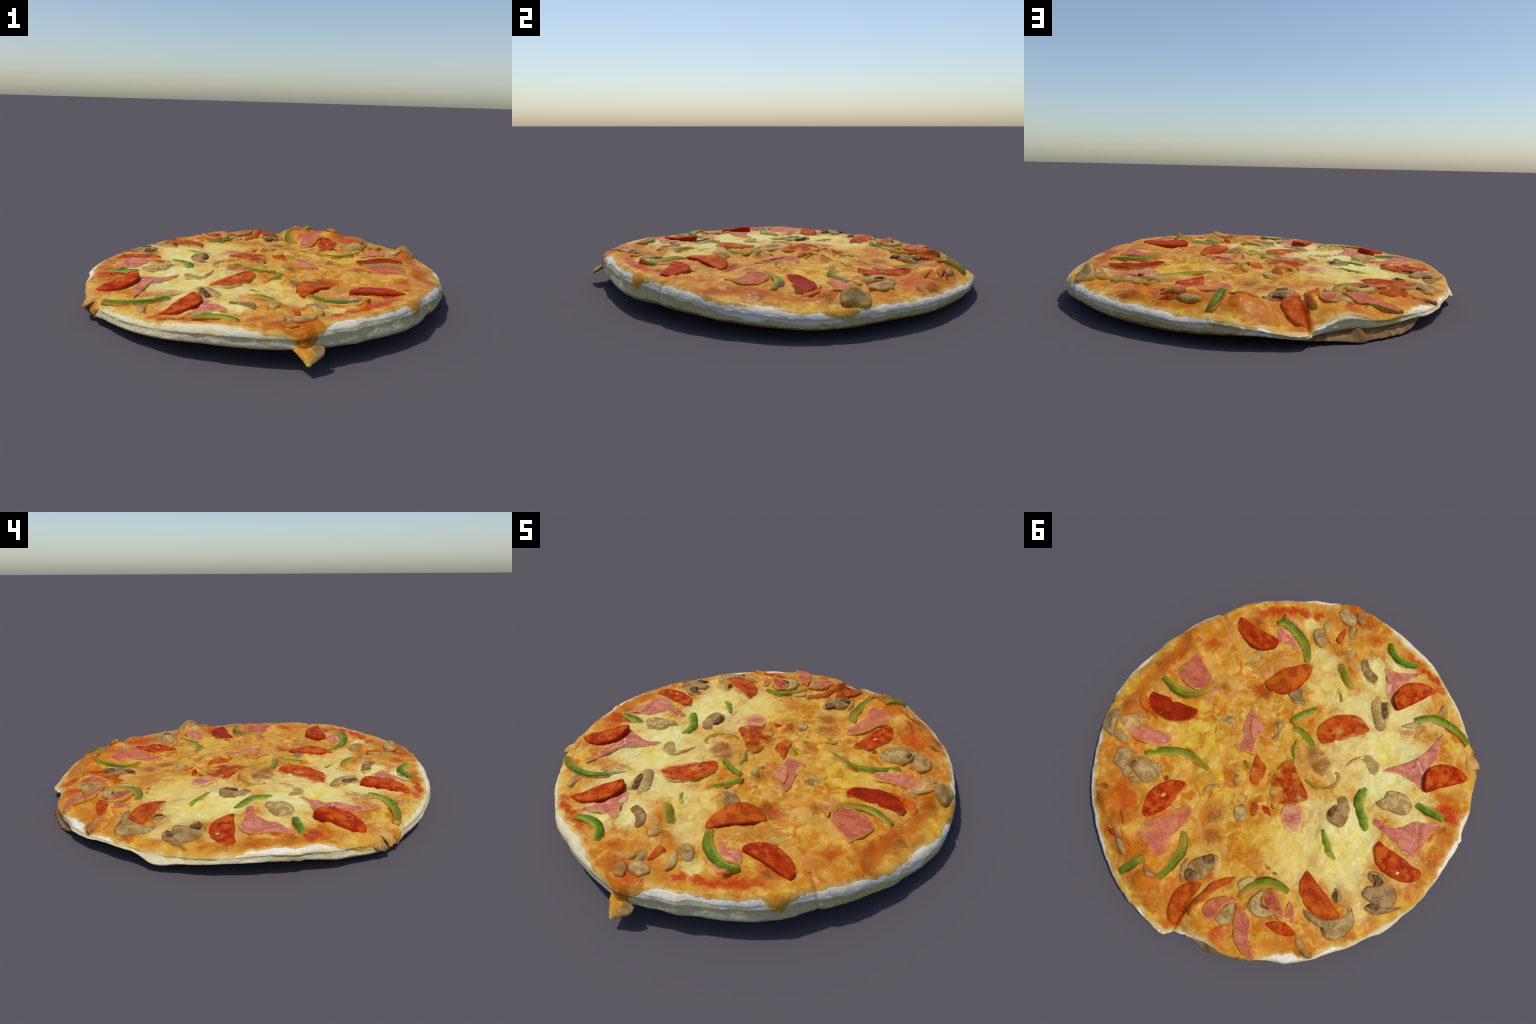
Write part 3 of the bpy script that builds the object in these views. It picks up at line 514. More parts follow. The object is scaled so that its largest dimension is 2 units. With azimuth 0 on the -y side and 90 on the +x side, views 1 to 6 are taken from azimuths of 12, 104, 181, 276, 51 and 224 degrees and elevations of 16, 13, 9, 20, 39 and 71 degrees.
def base_material():
    m, n, b = material("browned_underside", .9, .02)
    p = n.position()
    n1, n2 = n.noise(p, 10, 5, .65), n.noise(n.vec("MULTIPLY", p, (1, 1, 4)), 34, 4, .6)
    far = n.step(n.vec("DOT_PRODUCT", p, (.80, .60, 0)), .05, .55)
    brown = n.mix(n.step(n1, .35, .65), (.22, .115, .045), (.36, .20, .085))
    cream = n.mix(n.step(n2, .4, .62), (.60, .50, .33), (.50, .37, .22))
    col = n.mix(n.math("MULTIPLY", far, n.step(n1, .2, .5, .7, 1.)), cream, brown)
    col = n.mix(n.step(n2, .58, .70, 0., .7), col, (.66, .60, .48))
    n.put(b.inputs["Base Color"], col)
    bump(n, b, n2, .5, .004)
    return m


def flour_material():
    m, n, b = material("flour_dusting", .95, .03)
    p = n.position()
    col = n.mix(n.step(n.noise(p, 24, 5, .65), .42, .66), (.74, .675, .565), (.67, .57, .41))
    col = n.mix(n.step(n.noise(p, 70, 4), .64, .74, 0., .6), col, (.62, .46, .27))
    n.put(b.inputs["Base Color"], col)
    bump(n, b, n.noise(p, 120, 4, .7), .6, .004)
    return m


def veiled(n, col, soft=190., scale=15.):
    """Cheese that has crept over a piece: soft along its border, in patches where the piece's veil is high."""
    cheese, _ = cheese_colour(n)
    p = n.position()
    border = n.math("EXPONENT", n.math("MULTIPLY", n.field("inset"), -soft))
    border = n.math("MULTIPLY", border, n.step(n.noise(p, 40, 3), .30, .60, .55, 1.15))
    border = n.math("MULTIPLY", border, n.step(n.prop("veil"), -.2, 0.))
    patch = n.math("MULTIPLY", n.math("SUBTRACT", n.noise(p, scale, 4, .55), .34), n.math("MULTIPLY", n.prop("veil"), 4.6))
    return n.mix(n.step(n.math("ADD", border, patch), .18, .92, 0., .95), col, cheese)


def pepperoni_material():
    m, n, b = material("pepperoni", .45, .03)
    p = n.position()
    n1, n2, n3 = n.noise(p, 18, 5, .6), n.noise(p, 70, 4, .65), n.noise(p, 170, 2)
    tone = n.prop("tone")
    bright_red = n.mix(n.step(n1, .40, .60), (.43, .046, .003), (.29, .012, .002))  # bright red of the meat itself, used at middle tone
    bright_red = n.mix(n.step(n.noise(p, 26, 4, .6), .47, .60, 0., .8), bright_red, (.49, .105, .007))
    deep = n.mix(n.step(n1, .42, .58), (.155, .005, .001), (.30, .016, .002))
    deep = n.mix(n.step(n2, .48, .62, 0., .7), deep, (.24, .020, .003))
    amber = n.mix(n.step(n1, .40, .60), (.49, .105, .007), (.34, .040, .004))
    col = n.mix(n.step(tone, .5, 0.), bright_red, deep)
    col = n.mix(n.step(tone, .5, 1.), col, amber)
    col = n.mix(n.step(n2, .60, .70, 0., .6), col, (.17, .014, .006))
    col = n.mix(n.step(n3, .62, .72, 0., .35), col, (.60, .24, .05))
    rim = n.step(n.field("inset"), .012, .002)
    col = n.mix(n.math("MULTIPLY", rim, .65), col, n.mix(n.step(tone, 0., .6), (.40, .028, .003), (.36, .016, .003)))
    n.put(b.inputs["Base Color"], veiled(n, col, 420.))
    bump(n, b, n.math("ADD", n2, n3), .45, .004)
    return m


def ham_material():
    m, n, b = material("ham", .45, .03)
    p = n.position()
    n1, n2 = n.noise(p, 13, 4, .6, 1.), n.noise(p, 55, 4, .6)
    tone = n.prop("tone")
    pink = n.mix(n.step(n1, .40, .58), (.57, .210, .125), (.43, .105, .060))
    pink = n.mix(n.step(n1, .56, .68), pink, (.62, .34, .22))
    red = n.mix(n.step(n1, .40, .58), (.34, .052, .026), (.47, .13, .050))
    col = n.mix(tone, pink, red)
    col = n.mix(n.step(n.noise(p, 30, 3), .56, .70, 0., .75), col, (.35, .045, .035))
    col = n.mix(n.step(n2, .56, .70, 0., .35), col, (.60, .30, .20))
    n.put(b.inputs["Base Color"], veiled(n, col, 170.))
    bump(n, b, n2, .3, .003)
    return m


def pepper_material():
    m, n, b = material("green_pepper", .35, .06)
    p = n.position()
    n1, n2 = n.noise(p, 22, 4, .6), n.noise(p, 80, 3)
    tone, across = n.prop("tone"), n.field("across")
    fresh = n.mix(n.step(n1, .40, .60), (.075, .138, .004), (.145, .205, .010))
    olive = n.mix(n.step(n1, .40, .60), (.13, .125, .005), (.22, .18, .010))
    col = n.mix(tone, fresh, olive)
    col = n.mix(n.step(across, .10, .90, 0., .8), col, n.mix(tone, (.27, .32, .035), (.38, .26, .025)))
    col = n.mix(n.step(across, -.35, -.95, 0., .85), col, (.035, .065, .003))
    col = n.mix(n.math("MULTIPLY", n.field("along"), n.prop("amber")), col, (.46, .20, .020))
    col = n.mix(n.step(n2, .60, .72, 0., .4), col, (.07, .10, .008))
    n.put(b.inputs["Base Color"], veiled(n, col, 300.))
    bump(n, b, n.math("ADD", n1, n2), .3, .003)
    return m


def mushroom_material():
    m, n, b = material("mushroom", .45, .03)
    p = n.position()
    n1, n2 = n.noise(p, 20, 4, .6, .5), n.noise(p, 75, 4)
    tone = n.prop("tone")
    tan = n.mix(n.step(n1, .40, .60), (.31, .172, .066), (.175, .087, .030))
    cream = n.mix(n.step(n1, .42, .60), (.50, .345, .125), (.35, .205, .060))
    col = n.mix(tone, tan, cream)
    col = n.mix(n.step(n.noise(p, 34, 4, .6, 1.5), .54, .66, 0., .7), col, (.17, .085, .028))
    col = n.mix(n.step(n2, .60, .72, 0., .35), col, (.58, .44, .20))
    col = n.mix(n.step(n.field("inset"), .011, .003, 0., .55), col, (.14, .065, .020))
    n.put(b.inputs["Base Color"], veiled(n, col, 330.))
    bump(n, b, n.math("ADD", n1, n2), .35, .004)
    return m


def gill_shade_material():
    m, n, b = material("mushroom_gill_shade", .6, .03)
    p = n.position()
    col = n.mix(n.step(n.noise(p, 45, 4), .38, .62), (.085, .038, .012), (.20, .11, .036))
    n.put(b.inputs["Base Color"], col)
    bump(n, b, n.noise(p, 90, 3), .5, .004)
    return m


def paper_material():
    m, n, b = material("brown_paper", .85, .03)
    p = n.position()
    n1 = n.noise(p, 16, 5, .6)
    col = n.mix(n.step(n1, .36, .62), (.30, .175, .080), (.20, .105, .045))
    col = n.mix(n.step(n.noise(p, 50, 4), .60, .72, 0., .7), col, (.15, .07, .03))
    n.put(b.inputs["Base Color"], col)
    bump(n, b, n.noise(p, 120, 3), .3, .002)
    return m


M_CHEESE, M_DOUGH, M_BASE, M_FLOUR = cheese_material(), dough_material(), base_material(), flour_material()
M_PEPPERONI, M_HAM, M_PEPPER, M_MUSHROOM, M_GILL_SHADE, M_PAPER = pepperoni_material(), ham_material(), pepper_material(), mushroom_material(), gill_shade_material(), paper_material()

# --------------------------------------------------------------------------
# OUTLINES OF THE TOPPINGS, and how the cheese wells up round them
# --------------------------------------------------------------------------
def smooth_loop(points, step=.006):
    """Closed rounded outline through the control points, evenly stepped."""
    p = np.array(points, float)
    out = []
    for k in range(len(p)):
        p0, p1, p2, p3 = p[k - 1], p[k], p[(k + 1) % len(p)], p[(k + 2) % len(p)]
        m = max(2, int(np.linalg.norm(p2 - p1) / step + .5))
        f = (np.arange(m) / m)[:, None]
        tension = .42
        m1, m2 = tension * (p2 - p0), tension * (p3 - p1)
        out.append((2 * f**3 - 3 * f**2 + 1) * p1 + (f**3 - 2 * f**2 + f) * m1 + (-2 * f**3 + 3 * f**2) * p2 + (f**3 - f**2) * m2)
    return np.vstack(out)


def smooth_path(points, count):
    p = np.array(points, float)
    p = np.vstack([2 * p[0] - p[1], p, 2 * p[-1] - p[-2]])
    t = np.linspace(0, len(p) - 3 - 1e-6, count)
    i = t.astype(int)
    f = (t - i)[:, None]
    a, b, c, d = p[i], p[i + 1], p[i + 2], p[i + 3]
    return .5 * (2 * b + (c - a) * f + (2 * a - 5 * b + 4 * c - d) * f**2 + (3 * b - a - 3 * c + d) * f**3)


def loop_distance(q, loop):
    a, b = loop, np.roll(loop, -1, 0)
    ab = b - a
    t = np.clip(((q[:, None] - a) * ab).sum(-1) / ((ab * ab).sum(-1) + 1e-12), 0, 1)
    return np.linalg.norm(q[:, None] - (a + t[..., None] * ab), axis=-1).min(1)


def inside_loop(q, loop):
    x, y = q[:, :1], q[:, 1:]
    ax, ay = loop[:, 0], loop[:, 1]
    bx, by = np.roll(ax, -1), np.roll(ay, -1)
    hit = ((ay > y) != (by > y)) & (x < (bx - ax) * (y - ay) / (by - ay + 1e-15) + ax)
    return hit.sum(1) % 2 == 1


def ribbon(spec, seed):
    """Path, sideways directions and outline of a strip."""
    half = spec["half"]
    path = smooth_path(spec["spine"], 44)
    t = np.linspace(0, 1, 44)
    tangent = np.gradient(path, axis=0)
    side = np.stack([-tangent[:, 1], tangent[:, 0]], -1)
    side /= np.linalg.norm(side, axis=1, keepdims=True)
    width = half * 1.22 * (.45 + .55 * np.clip(np.sin(np.pi * np.clip(t, .02, .98))**.45, 0, 1)) * (1 + .12 * noise(np.c_[t * 5, 0 * t, 0 * t + seed], 2))
    return path, side, np.vstack([path + side * width[:, None], (path - side * width[:, None])[::-1]])


LOOPS = [smooth_loop(spec["outline"]) for table in (HAM, MUSHROOM, PEPPERONI) for spec in table.values()]
LOOPS += [ribbon(spec, k)[2] for k, spec in enumerate(PEPPER.values())]



def crept(x, y):
    """Extra height where molten cheese wells up unevenly along the border of a piece."""
    out = np.zeros(x.size)
    q = np.c_[x.ravel(), y.ravel()]
    amount = .0085 * (noise(np.c_[q * 26, 0 * q[:, :1] + 4], 2) + .0)
    for loop in LOOPS:
        lo, hi = loop.min(0) - .03, loop.max(0) + .03
        k = np.where(((q > lo) & (q < hi)).all(1))[0]
        if len(k):
            out[k] = np.maximum(out[k], np.exp(-(loop_distance(q[k], loop[::2]) / .011)**2))
    return (out * amount).reshape(x.shape)


# --------------------------------------------------------------------------
# DOUGH, CHEESE SHEET AND FLOUR: one profile swept round, three skins on it
# --------------------------------------------------------------------------
AROUND, SHOULDER = 900, .034
angles = np.arange(AROUND) * 360 / AROUND
cosine, sine = np.cos(np.radians(angles))[:, None], np.sin(np.radians(angles))[:, None]
rim_r = radius(angles)[:, None]
rim_r = rim_r + .004 * noise(np.stack([cosine * 14, sine * 14, 0 * sine], -1), 2) * np.clip(1, 0, 1)
bottom = ring(angles, RIM_BOTTOM)[:, None]
for angle, depth, half, reach in CUTS[1:]:
    d = np.radians((angles - angle + 180) % 360 - 180)[:, None]
    rim_r = rim_r - .6 * depth * np.exp(-(d / half)**2)

# rows over the top
s = np.concatenate([np.linspace(0, .86, 190)**.9, np.linspace(.865, 1, 44)])
top_r = s[None, :] * (rim_r - SHOULDER)
TX, TY = top_r * cosine, top_r * sine
TZ = surface(TX, TY) + crept(TX, TY)
edge_z = TZ[:, -1:]
# rows down the side: (inset from the outermost radius, share of the height)
SIDE = np.array([(.034, 0), (.021, .055), (.009, .17), (.001, .33), (.002, .45), (.0035, .56), (.0025, .76), (.006, .90), (.030, 1.02), (.16, 1.10)])
knots, dense = np.arange(len(SIDE)), np.linspace(0, len(SIDE) - 1, 64)[1:]


def along(values, t):
    i = np.clip(t.astype(int), 0, len(values) - 2)
    f = t - i
    v = np.concatenate([[2 * values[0] - values[1]], values, [2 * values[-1] - values[-2]]])
    p0, p1, p2, p3 = v[i], v[i + 1], v[i + 2], v[i + 3]
    return .5 * (2 * p1 + (p2 - p0) * f + (2 * p0 - 5 * p1 + 4 * p2 - p3) * f**2 + (3 * p1 - p0 - 3 * p2 + p3) * f**3)


inset, drop = along(SIDE[:, 0], dense)[None, :], along(SIDE[:, 1], dense)[None, :]
rough = noise(np.stack(np.broadcast_arrays(cosine * 22, sine * 22, drop * 3.5), -1), 3)
crumb = noise(np.stack(np.broadcast_arrays(cosine * 75, sine * 75, drop * 8), -1), 2)
fade = np.clip(drop / .15, 0, 1) * np.clip((1.05 - drop) / .3, 0, 1)
ledge = .5 + .5 * noise(np.stack(np.broadcast_arrays(cosine * 6, sine * 6, 0 * drop + 4), -1), 2)
foot = ring(angles, FOOT)[:, None] * np.clip((drop - .3) / .5, 0, 1)
sideways = rim_r + foot - inset + fade * (.0030 * rough + .0010 * crumb) - (.0015 + .004 * np.clip(cosine * .8 + sine * .6, 0, 1)) * ledge * np.exp(-((drop - .45 - .06 * rough) / .07)**2)
SX, SY = sideways * cosine, sideways * sine
SZ = edge_z - drop * (edge_z - bottom)
# underside, sagging a little towards the middle
u = np.linspace(0, 1, 16)[1:][None, :]
under_r = sideways[:, -1:] * (1 - u)
UX, UY = under_r * cosine, under_r * sine
UZ = (edge_z - 1.10 * (edge_z - bottom)) * (1 - u)**1.5 + .026 * (1 - (1 - u)**1.5)

X, Y, Z = (np.concatenate(k, 1) for k in ((TX, SX, UX), (TY, SY, UY), (TZ, SZ, UZ)))
BODY = np.stack([X, Y, Z], -1)
N_TOP, N_SIDE = TX.shape[1], SX.shape[1]
d_around = np.roll(BODY, -1, 0) - np.roll(BODY, 1, 0)
d_out = np.gradient(BODY, axis=1)
NORMAL = np.cross(d_out, d_around)
NORMAL /= np.linalg.norm(NORMAL, axis=-1, keepdims=True) + 1e-12
NORMAL[:, 0] = (0, 0, 1)
# metres travelled outwards from the shoulder line (negative on the top)
step_len = np.linalg.norm(np.diff(BODY, axis=1), axis=-1)
REACH = np.concatenate([np.zeros((AROUND, 1)), np.cumsum(step_len, 1)], 1)
REACH = REACH - REACH[:, N_TOP - 1:N_TOP]


def skin(grid, first, last, keep=None):
    """Quads of rows first..last-1 of a swept grid; keep masks faces."""
    rows = last - first
    index = np.arange(AROUND)[:, None] * rows + np.arange(rows)[None, :]
    nxt = np.roll(index, -1, 0)
    quads = np.stack([index[:, :-1], index[:, 1:], nxt[:, 1:], nxt[:, :-1]], -1)
    quads = quads[keep[:, first:last - 1]] if keep is not None else quads.reshape(-1, 4)
    verts = grid[:, first:last].reshape(-1, 3)
    used = np.unique(quads)
    skin.used = used
    back = np.full(len(verts), -1)
    back[used] = np.arange(len(used))
    return verts[used], back[quads.reshape(-1, 4)]


total = BODY.shape[1]
drop_all = np.concatenate([np.zeros((1, N_TOP)), drop, np.full((1, u.shape[1]), 1.1)], 1)
brown_line = .80 + .07 * noise(np.stack([cosine * 9, sine * 9, 0 * sine + 7], -1), 3) + .05 * noise(np.stack([cosine * 50, sine * 50, 0 * sine + 7], -1), 2)
is_base = drop_all > brown_line
row = np.arange(total)[None, :]
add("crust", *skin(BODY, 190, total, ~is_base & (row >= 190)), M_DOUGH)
add("crust_underside", *skin(BODY, 190, total, is_base), M_BASE)

ragged = noise(np.stack([cosine * 26, sine * 26, 0 * sine + 1], -1), 3) * .012 + noise(np.stack([cosine * 70, sine * 70, 0 * sine + 1], -1), 2) * .003
cheese_edge = ring_straight(angles, CHEESE_EDGE)[:, None] + ragged
gap = cheese_edge - REACH
lumpy = noise(BODY * 40, 2)
thick = np.where(gap > 0, .0050 * (1 - np.exp(-np.maximum(gap, 0) / .030)) + .0007, -.0025 * np.clip(-gap / .004, 0, 1) + .0005)
thick = thick + .0010 * lumpy * np.clip(gap / .02, 0, 1)
CHEESE_GRID = BODY + NORMAL * thick[..., None]
sheet = skin(CHEESE_GRID, 0, total, (gap > -.006) & (drop_all < 1.0))
add("cheese", *sheet, M_CHEESE, floats={"inset": np.clip(gap, 0, .2).reshape(-1)[skin.used]})

flour = ring_straight(angles, FLOUR)[:, None]
dust = flour - .55 + .34 * noise(BODY * 16, 3) + .10 * noise(BODY * 95, 2)
band = np.clip((REACH + .075) / .03, 0, 1) * np.clip((.046 + .026 * np.clip((cosine * .8 + sine * .6) * 2, 0, 1) - REACH + .010 * noise(np.stack([cosine * 12, sine * 12, 0 * sine + 6], -1), 2)) / .016, 0, 1)
dust = np.where(band > 0, dust + .25 - 1.2 * (1 - band), -1)
FLOUR_GRID = BODY + NORMAL * np.clip(dust * .008, -.003, .0013)[..., None]
add("flour_dusting", *skin(FLOUR_GRID, 150, total, (dust > -.25) & (row >= 150) & (gap < .02)), M_FLOUR)

# --------------------------------------------------------------------------
# TOPPINGS
# --------------------------------------------------------------------------


def slab(name, loop, mat, thick, round_w, lift=0., tilt=(0, 0), cup=0., wave=0., low=None, step=.0085, skirt=.014, seed=0, parent=ROOT, across=None, props=None, dome=0.):
    """A piece of topping lying on the cheese: rounded border, its own thickness, tilt, cup and waves."""
    loop = np.asarray(loop)
    c = loop.mean(0)
    lo, hi = loop.min(0), loop.max(0)
    gx, gy = np.meshgrid(np.arange(lo[0], hi[0], step), np.arange(lo[1], hi[1], step))
    q = np.c_[gx.ravel(), gy.ravel()] + np.random.default_rng(seed).uniform(-.25, .25, (gx.size, 2)) * step
    q = q[inside_loop(q, loop)]
    if len(q):
        d = loop_distance(q, loop)
        q = q[d > step * .45]
    # extra rings near the border so that the rounding is smooth
    n = len(loop)
    tangent = np.roll(loop, -1, 0) - np.roll(loop, 1, 0)
    area = (loop[:, 0] * np.roll(loop[:, 1], -1) - np.roll(loop[:, 0], -1) * loop[:, 1]).sum()
    inward = np.stack([-tangent[:, 1], tangent[:, 0]], -1) * np.sign(area)
    inward /= np.linalg.norm(inward, axis=1, keepdims=True) + 1e-12
    extra = np.vstack([loop + inward * round_w * k for k in (.12, .4)])
    extra = extra[inside_loop(extra, loop)]
    extra = extra[loop_distance(extra, loop) > round_w * .1]
    pts = np.vstack([loop, q, extra])
    ids = list(range(n))
    v2, _, tris, src, _, _ = delaunay_2d_cdt([Vector(p) for p in pts], [(k, (k + 1) % n) for k in ids], [ids], 1, 1e-6)
    v = np.array([(p.x, p.y) for p in v2])
    if not len(tris):
        return None
    border = {}
    for k, s0 in enumerate(src):
        for o in s0:
            if o < n:
                border[o] = k
    d = loop_distance(v, loop)
    near = np.clip(d / round_w, 0, 1)
    prof = np.sqrt(np.clip(1 - (1 - near)**2, 0, 1))
    base = surface(v[:, 0], v[:, 1], fine=False)
    span = np.linalg.norm(loop - c, axis=1).max()
    rel = v - c
    z = base + .001 + lift + rel @ np.array(tilt) + thick * prof
    z += cup * ((rel**2).sum(1) / span**2 - .4)
    if dome:
        z += dome * np.clip(d / d.max(), 0, 1)**.8
    if wave:
        z += wave * noise(np.c_[v * 14, np.full(len(v), seed * 1.7)], 2)
    for px, py, rad, depth in low or ():
        z -= depth * np.exp(-((v - (px, py))**2).sum(1) / rad**2)
    z += .0010 * noise(np.c_[v * 50, np.full(len(v), seed * 3.1)], 2)
    under = np.minimum(base - .004, z - thick) - skirt * .3
    m = len(v)
    verts = np.vstack([np.c_[v, z], np.c_[v, under]])
    faces = []
    for t in tris:
        t = list(t)
        a, b, e = (v[k] for k in t[:3])
        if (b[0] - a[0]) * (e[1] - a[1]) - (b[1] - a[1]) * (e[0] - a[0]) < 0:
            t = t[::-1]
        faces.append(t)
        faces.append([k + m for k in t[::-1]])
    turn = [border[k] for k in range(n) if k in border]
    if area < 0:
        turn = turn[::-1]
    for k in range(len(turn)):
        a, b = turn[k], turn[(k + 1) % len(turn)]
        if a != b:
            faces.append([b, a, a + m, b + m])
    floats = {"inset": np.r_[d, 0 * d]}
    for key, values in (across(v) if across else {}).items():
        floats[key] = np.r_[values, values]
    return add(name, verts, faces, mat, parent, floats, props)


# how each piece lies: lift, tilt (slope along x and y), thickness, tone, veil of cheese
LIE = {
    "p1": dict(lift=.008, tilt=(-.10, -.03), tone=.35, veil=-0.15, thick=.013), "p2": dict(lift=.006, tilt=(.0, -.02), tone=.95, veil=-0.15, thick=.013, cup=-.012),
    "p3": dict(lift=.006, tilt=(-.03, .04), tone=.10, veil=.05, cup=.010), "p4": dict(lift=.003, tilt=(.05, .0), tone=.62, veil=.34),
    "p5": dict(lift=.014, tilt=(.10, .11), tone=.50, veil=-0.2, thick=.014), "p6": dict(lift=.012, tilt=(.08, .10), tone=.48, veil=-0.2, thick=.014),
    "p7": dict(lift=.004, tilt=(.02, .0), tone=.55, veil=.0), "p8": dict(lift=.004, tilt=(.0, .0), tone=.80, veil=.12),
    "p9": dict(lift=.005, tilt=(.0, -.04), tone=.55, veil=.22), "p10": dict(lift=.004, tilt=(-.04, -.04), tone=.85, veil=.15),
    "p11": dict(lift=.004, tilt=(.0, .03), tone=.30, veil=.50), "p12": dict(lift=.003, tone=.75, veil=.42), "p13": dict(tone=.6, veil=.30),
    "p13b": dict(tone=.6, veil=.55, lift=.004), "p14": dict(lift=.008, tone=.45, veil=.15), "p15": dict(lift=.006, tone=.9, veil=.20),
    "p16": dict(lift=.006, tone=.6, veil=.15), "p17": dict(lift=.008, tone=.8, veil=.30, thick=.012),
    "h1": dict(lift=.002, tone=.85, veil=.15), "h1b": dict(tone=.1, veil=.55), "h2": dict(lift=.003, tone=.1, veil=.30), "h3": dict(tone=.15, veil=.25, lift=-.001),
    "h3b": dict(tone=.2, veil=.30, lift=.006), "h4": dict(tone=.2, veil=.60), "h5": dict(lift=.002, tone=.0, veil=.0, wave=.009), "h6": dict(lift=.004, tone=.05, veil=-0.05, wave=.010),
    "h7": dict(lift=.003, tone=.05, veil=-0.05, wave=.010), "h8": dict(lift=.003, tone=.40, veil=.20), "h8b": dict(lift=.008, tone=.1, veil=.40),
    "h9": dict(tone=.05, veil=.40), "h10": dict(lift=.004, tone=.75, veil=.32, wave=.009), "h11": dict(lift=.010, tone=.1, veil=.40), "h12": dict(lift=.010, tone=.85, veil=.10),
    "h13": dict(lift=.010, tone=.75, veil=.05, wave=.014), "h14": dict(lift=.010, tone=1., veil=.25), "h15": dict(lift=.004, tone=.8, veil=.15),
    "g1": dict(lift=.010, tone=.15, amber=.25), "g2": dict(lift=.006, tone=.8, amber=.7), "g3": dict(lift=.006, tone=.0), "g4": dict(lift=.010, tone=.1, amber=.2),
    "g5": dict(lift=.003, tone=.9, amber=.7, veil=.25), "g6": dict(lift=.002, tone=.25, veil=.45), "g7": dict(lift=.002, tone=.5, veil=.20), "g8": dict(tone=.6, veil=.35),
    "g9": dict(tone=.9, amber=1., veil=.35), "g10": dict(tone=.1, veil=.28), "g11": dict(lift=.008, tone=.0), "g12": dict(tone=.15, veil=.40),
    "g13": dict(lift=.008, tone=.8, amber=-1., veil=.12), "g14": dict(lift=.006, tone=.75, amber=-.5), "g15": dict(lift=.012, tone=.6, amber=-.3), "g16": dict(lift=.002, tone=.5, amber=.3, veil=.22),
    "g17": dict(tone=.3, veil=.45, lift=-.002),
    "m1": dict(tone=0.42), "m2": dict(tone=0.57, veil=.20, lift=.004), "m2b": dict(tone=1.00, veil=.35, lift=.008), "m3": dict(tone=1.00, lift=.008, veil=.12), "m4": dict(tone=0.22, lift=.006), "m5": dict(tone=0.82, lift=.004),
    "m6": dict(tone=1.00, veil=.30, lift=.004), "m7": dict(tone=1.00, lift=.008), "m8": dict(tone=0.42, veil=.35), "m8b": dict(tone=0.42, veil=.50), "m9": dict(tone=0.27, lift=.002),
    "m10": dict(tone=0.62, veil=.40, lift=.004), "m11": dict(tone=0.82, veil=.25, lift=.008), "m11b": dict(tone=1.00, veil=.45), "m13": dict(tone=0.62, lift=.010, veil=.15), "m13b": dict(tone=0.92, lift=.006, veil=.30),
    "m13c": dict(tone=0.72, lift=.004, veil=.35), "m14": dict(tone=0.52, lift=.008, veil=.28), "m15": dict(tone=0.62, lift=.010, veil=.20), "m16": dict(tone=0.32, lift=.004), "m16b": dict(tone=0.42, lift=.004, veil=.20),
    "m17": dict(tone=0.27, lift=.006), "m17b": dict(tone=0.32, lift=.004), "m18": dict(tone=0.57, lift=.004, veil=.10), "m18b": dict(tone=0.32, lift=.004), "m19": dict(tone=0.92, lift=.010, veil=.10), "m20": dict(tone=1.00, lift=.006, veil=.15),
    "m21": dict(tone=0.62, lift=.010, veil=.12), "m22": dict(tone=0.92, veil=.45), "m23": dict(tone=0.92, lift=.003, veil=.40), "m24": dict(tone=1.00, lift=.004, veil=.25), "m25": dict(tone=0.42, veil=.45), "m26": dict(tone=0.92, veil=.48),
}
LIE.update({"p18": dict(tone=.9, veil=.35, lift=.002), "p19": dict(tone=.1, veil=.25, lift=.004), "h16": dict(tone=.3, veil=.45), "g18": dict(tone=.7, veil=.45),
            "m27": dict(tone=.15, veil=.22, lift=.006), "m28": dict(tone=.6, veil=.30, lift=.006), "m30": dict(tone=.45, veil=.42, lift=.004), "m31": dict(tone=.45, veil=.40),
            "m32": dict(tone=.45, veil=.30, lift=.004), "m33": dict(tone=.55, veil=.38, lift=.003), "m34": dict(tone=.2, veil=.35), "m35": dict(tone=.4, veil=.38, lift=.004), "m36": dict(tone=.5, veil=.40), "m37": dict(tone=.7, veil=.40)})
GILLS = {
    "m16": [[(-.07, .718), (-.075, .689), (-.114, .682), (-.124, .709), (-.106, .736)], [(-.079, .609), (-.1, .569), (-.128, .58), (-.125, .611), (-.104, .623)]],
    "m5": [[(-.148, -.589), (-.168, -.61), (-.212, -.562), (-.217, -.53), (-.19, -.541)]],
    "m9": [[(-.365, .047), (-.35, .034), (-.348, -.014), (-.36, -.022), (-.374, .014), (-.38, .045)]],
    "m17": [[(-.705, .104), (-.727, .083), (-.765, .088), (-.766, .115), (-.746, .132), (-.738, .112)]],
    "m17b": [[(-.782, .225), (-.796, .200), (-.826, .185), (-.833, .2), (-.811, .219)]],
    "m15": [[(.508, .55), (.514, .526), (.496, .523), (.483, .548), (.494, .56)]],
    "m18": [[(-.699, .448), (-.712, .436), (-.738, .448), (-.733, .458)]],
    "m19": [[(-.43, .571), (-.476, .551), (-.47, .563), (-.445, .577)]],
    "m18b": [[(-.638, .301), (-.638, .275), (-.656, .284), (-.672, .308), (-.660, .312)]],
}
MATS = {"pepperoni_slice": M_PEPPERONI, "ham_slice": M_HAM, "mushroom_slice": M_MUSHROOM}
SEED = [0]


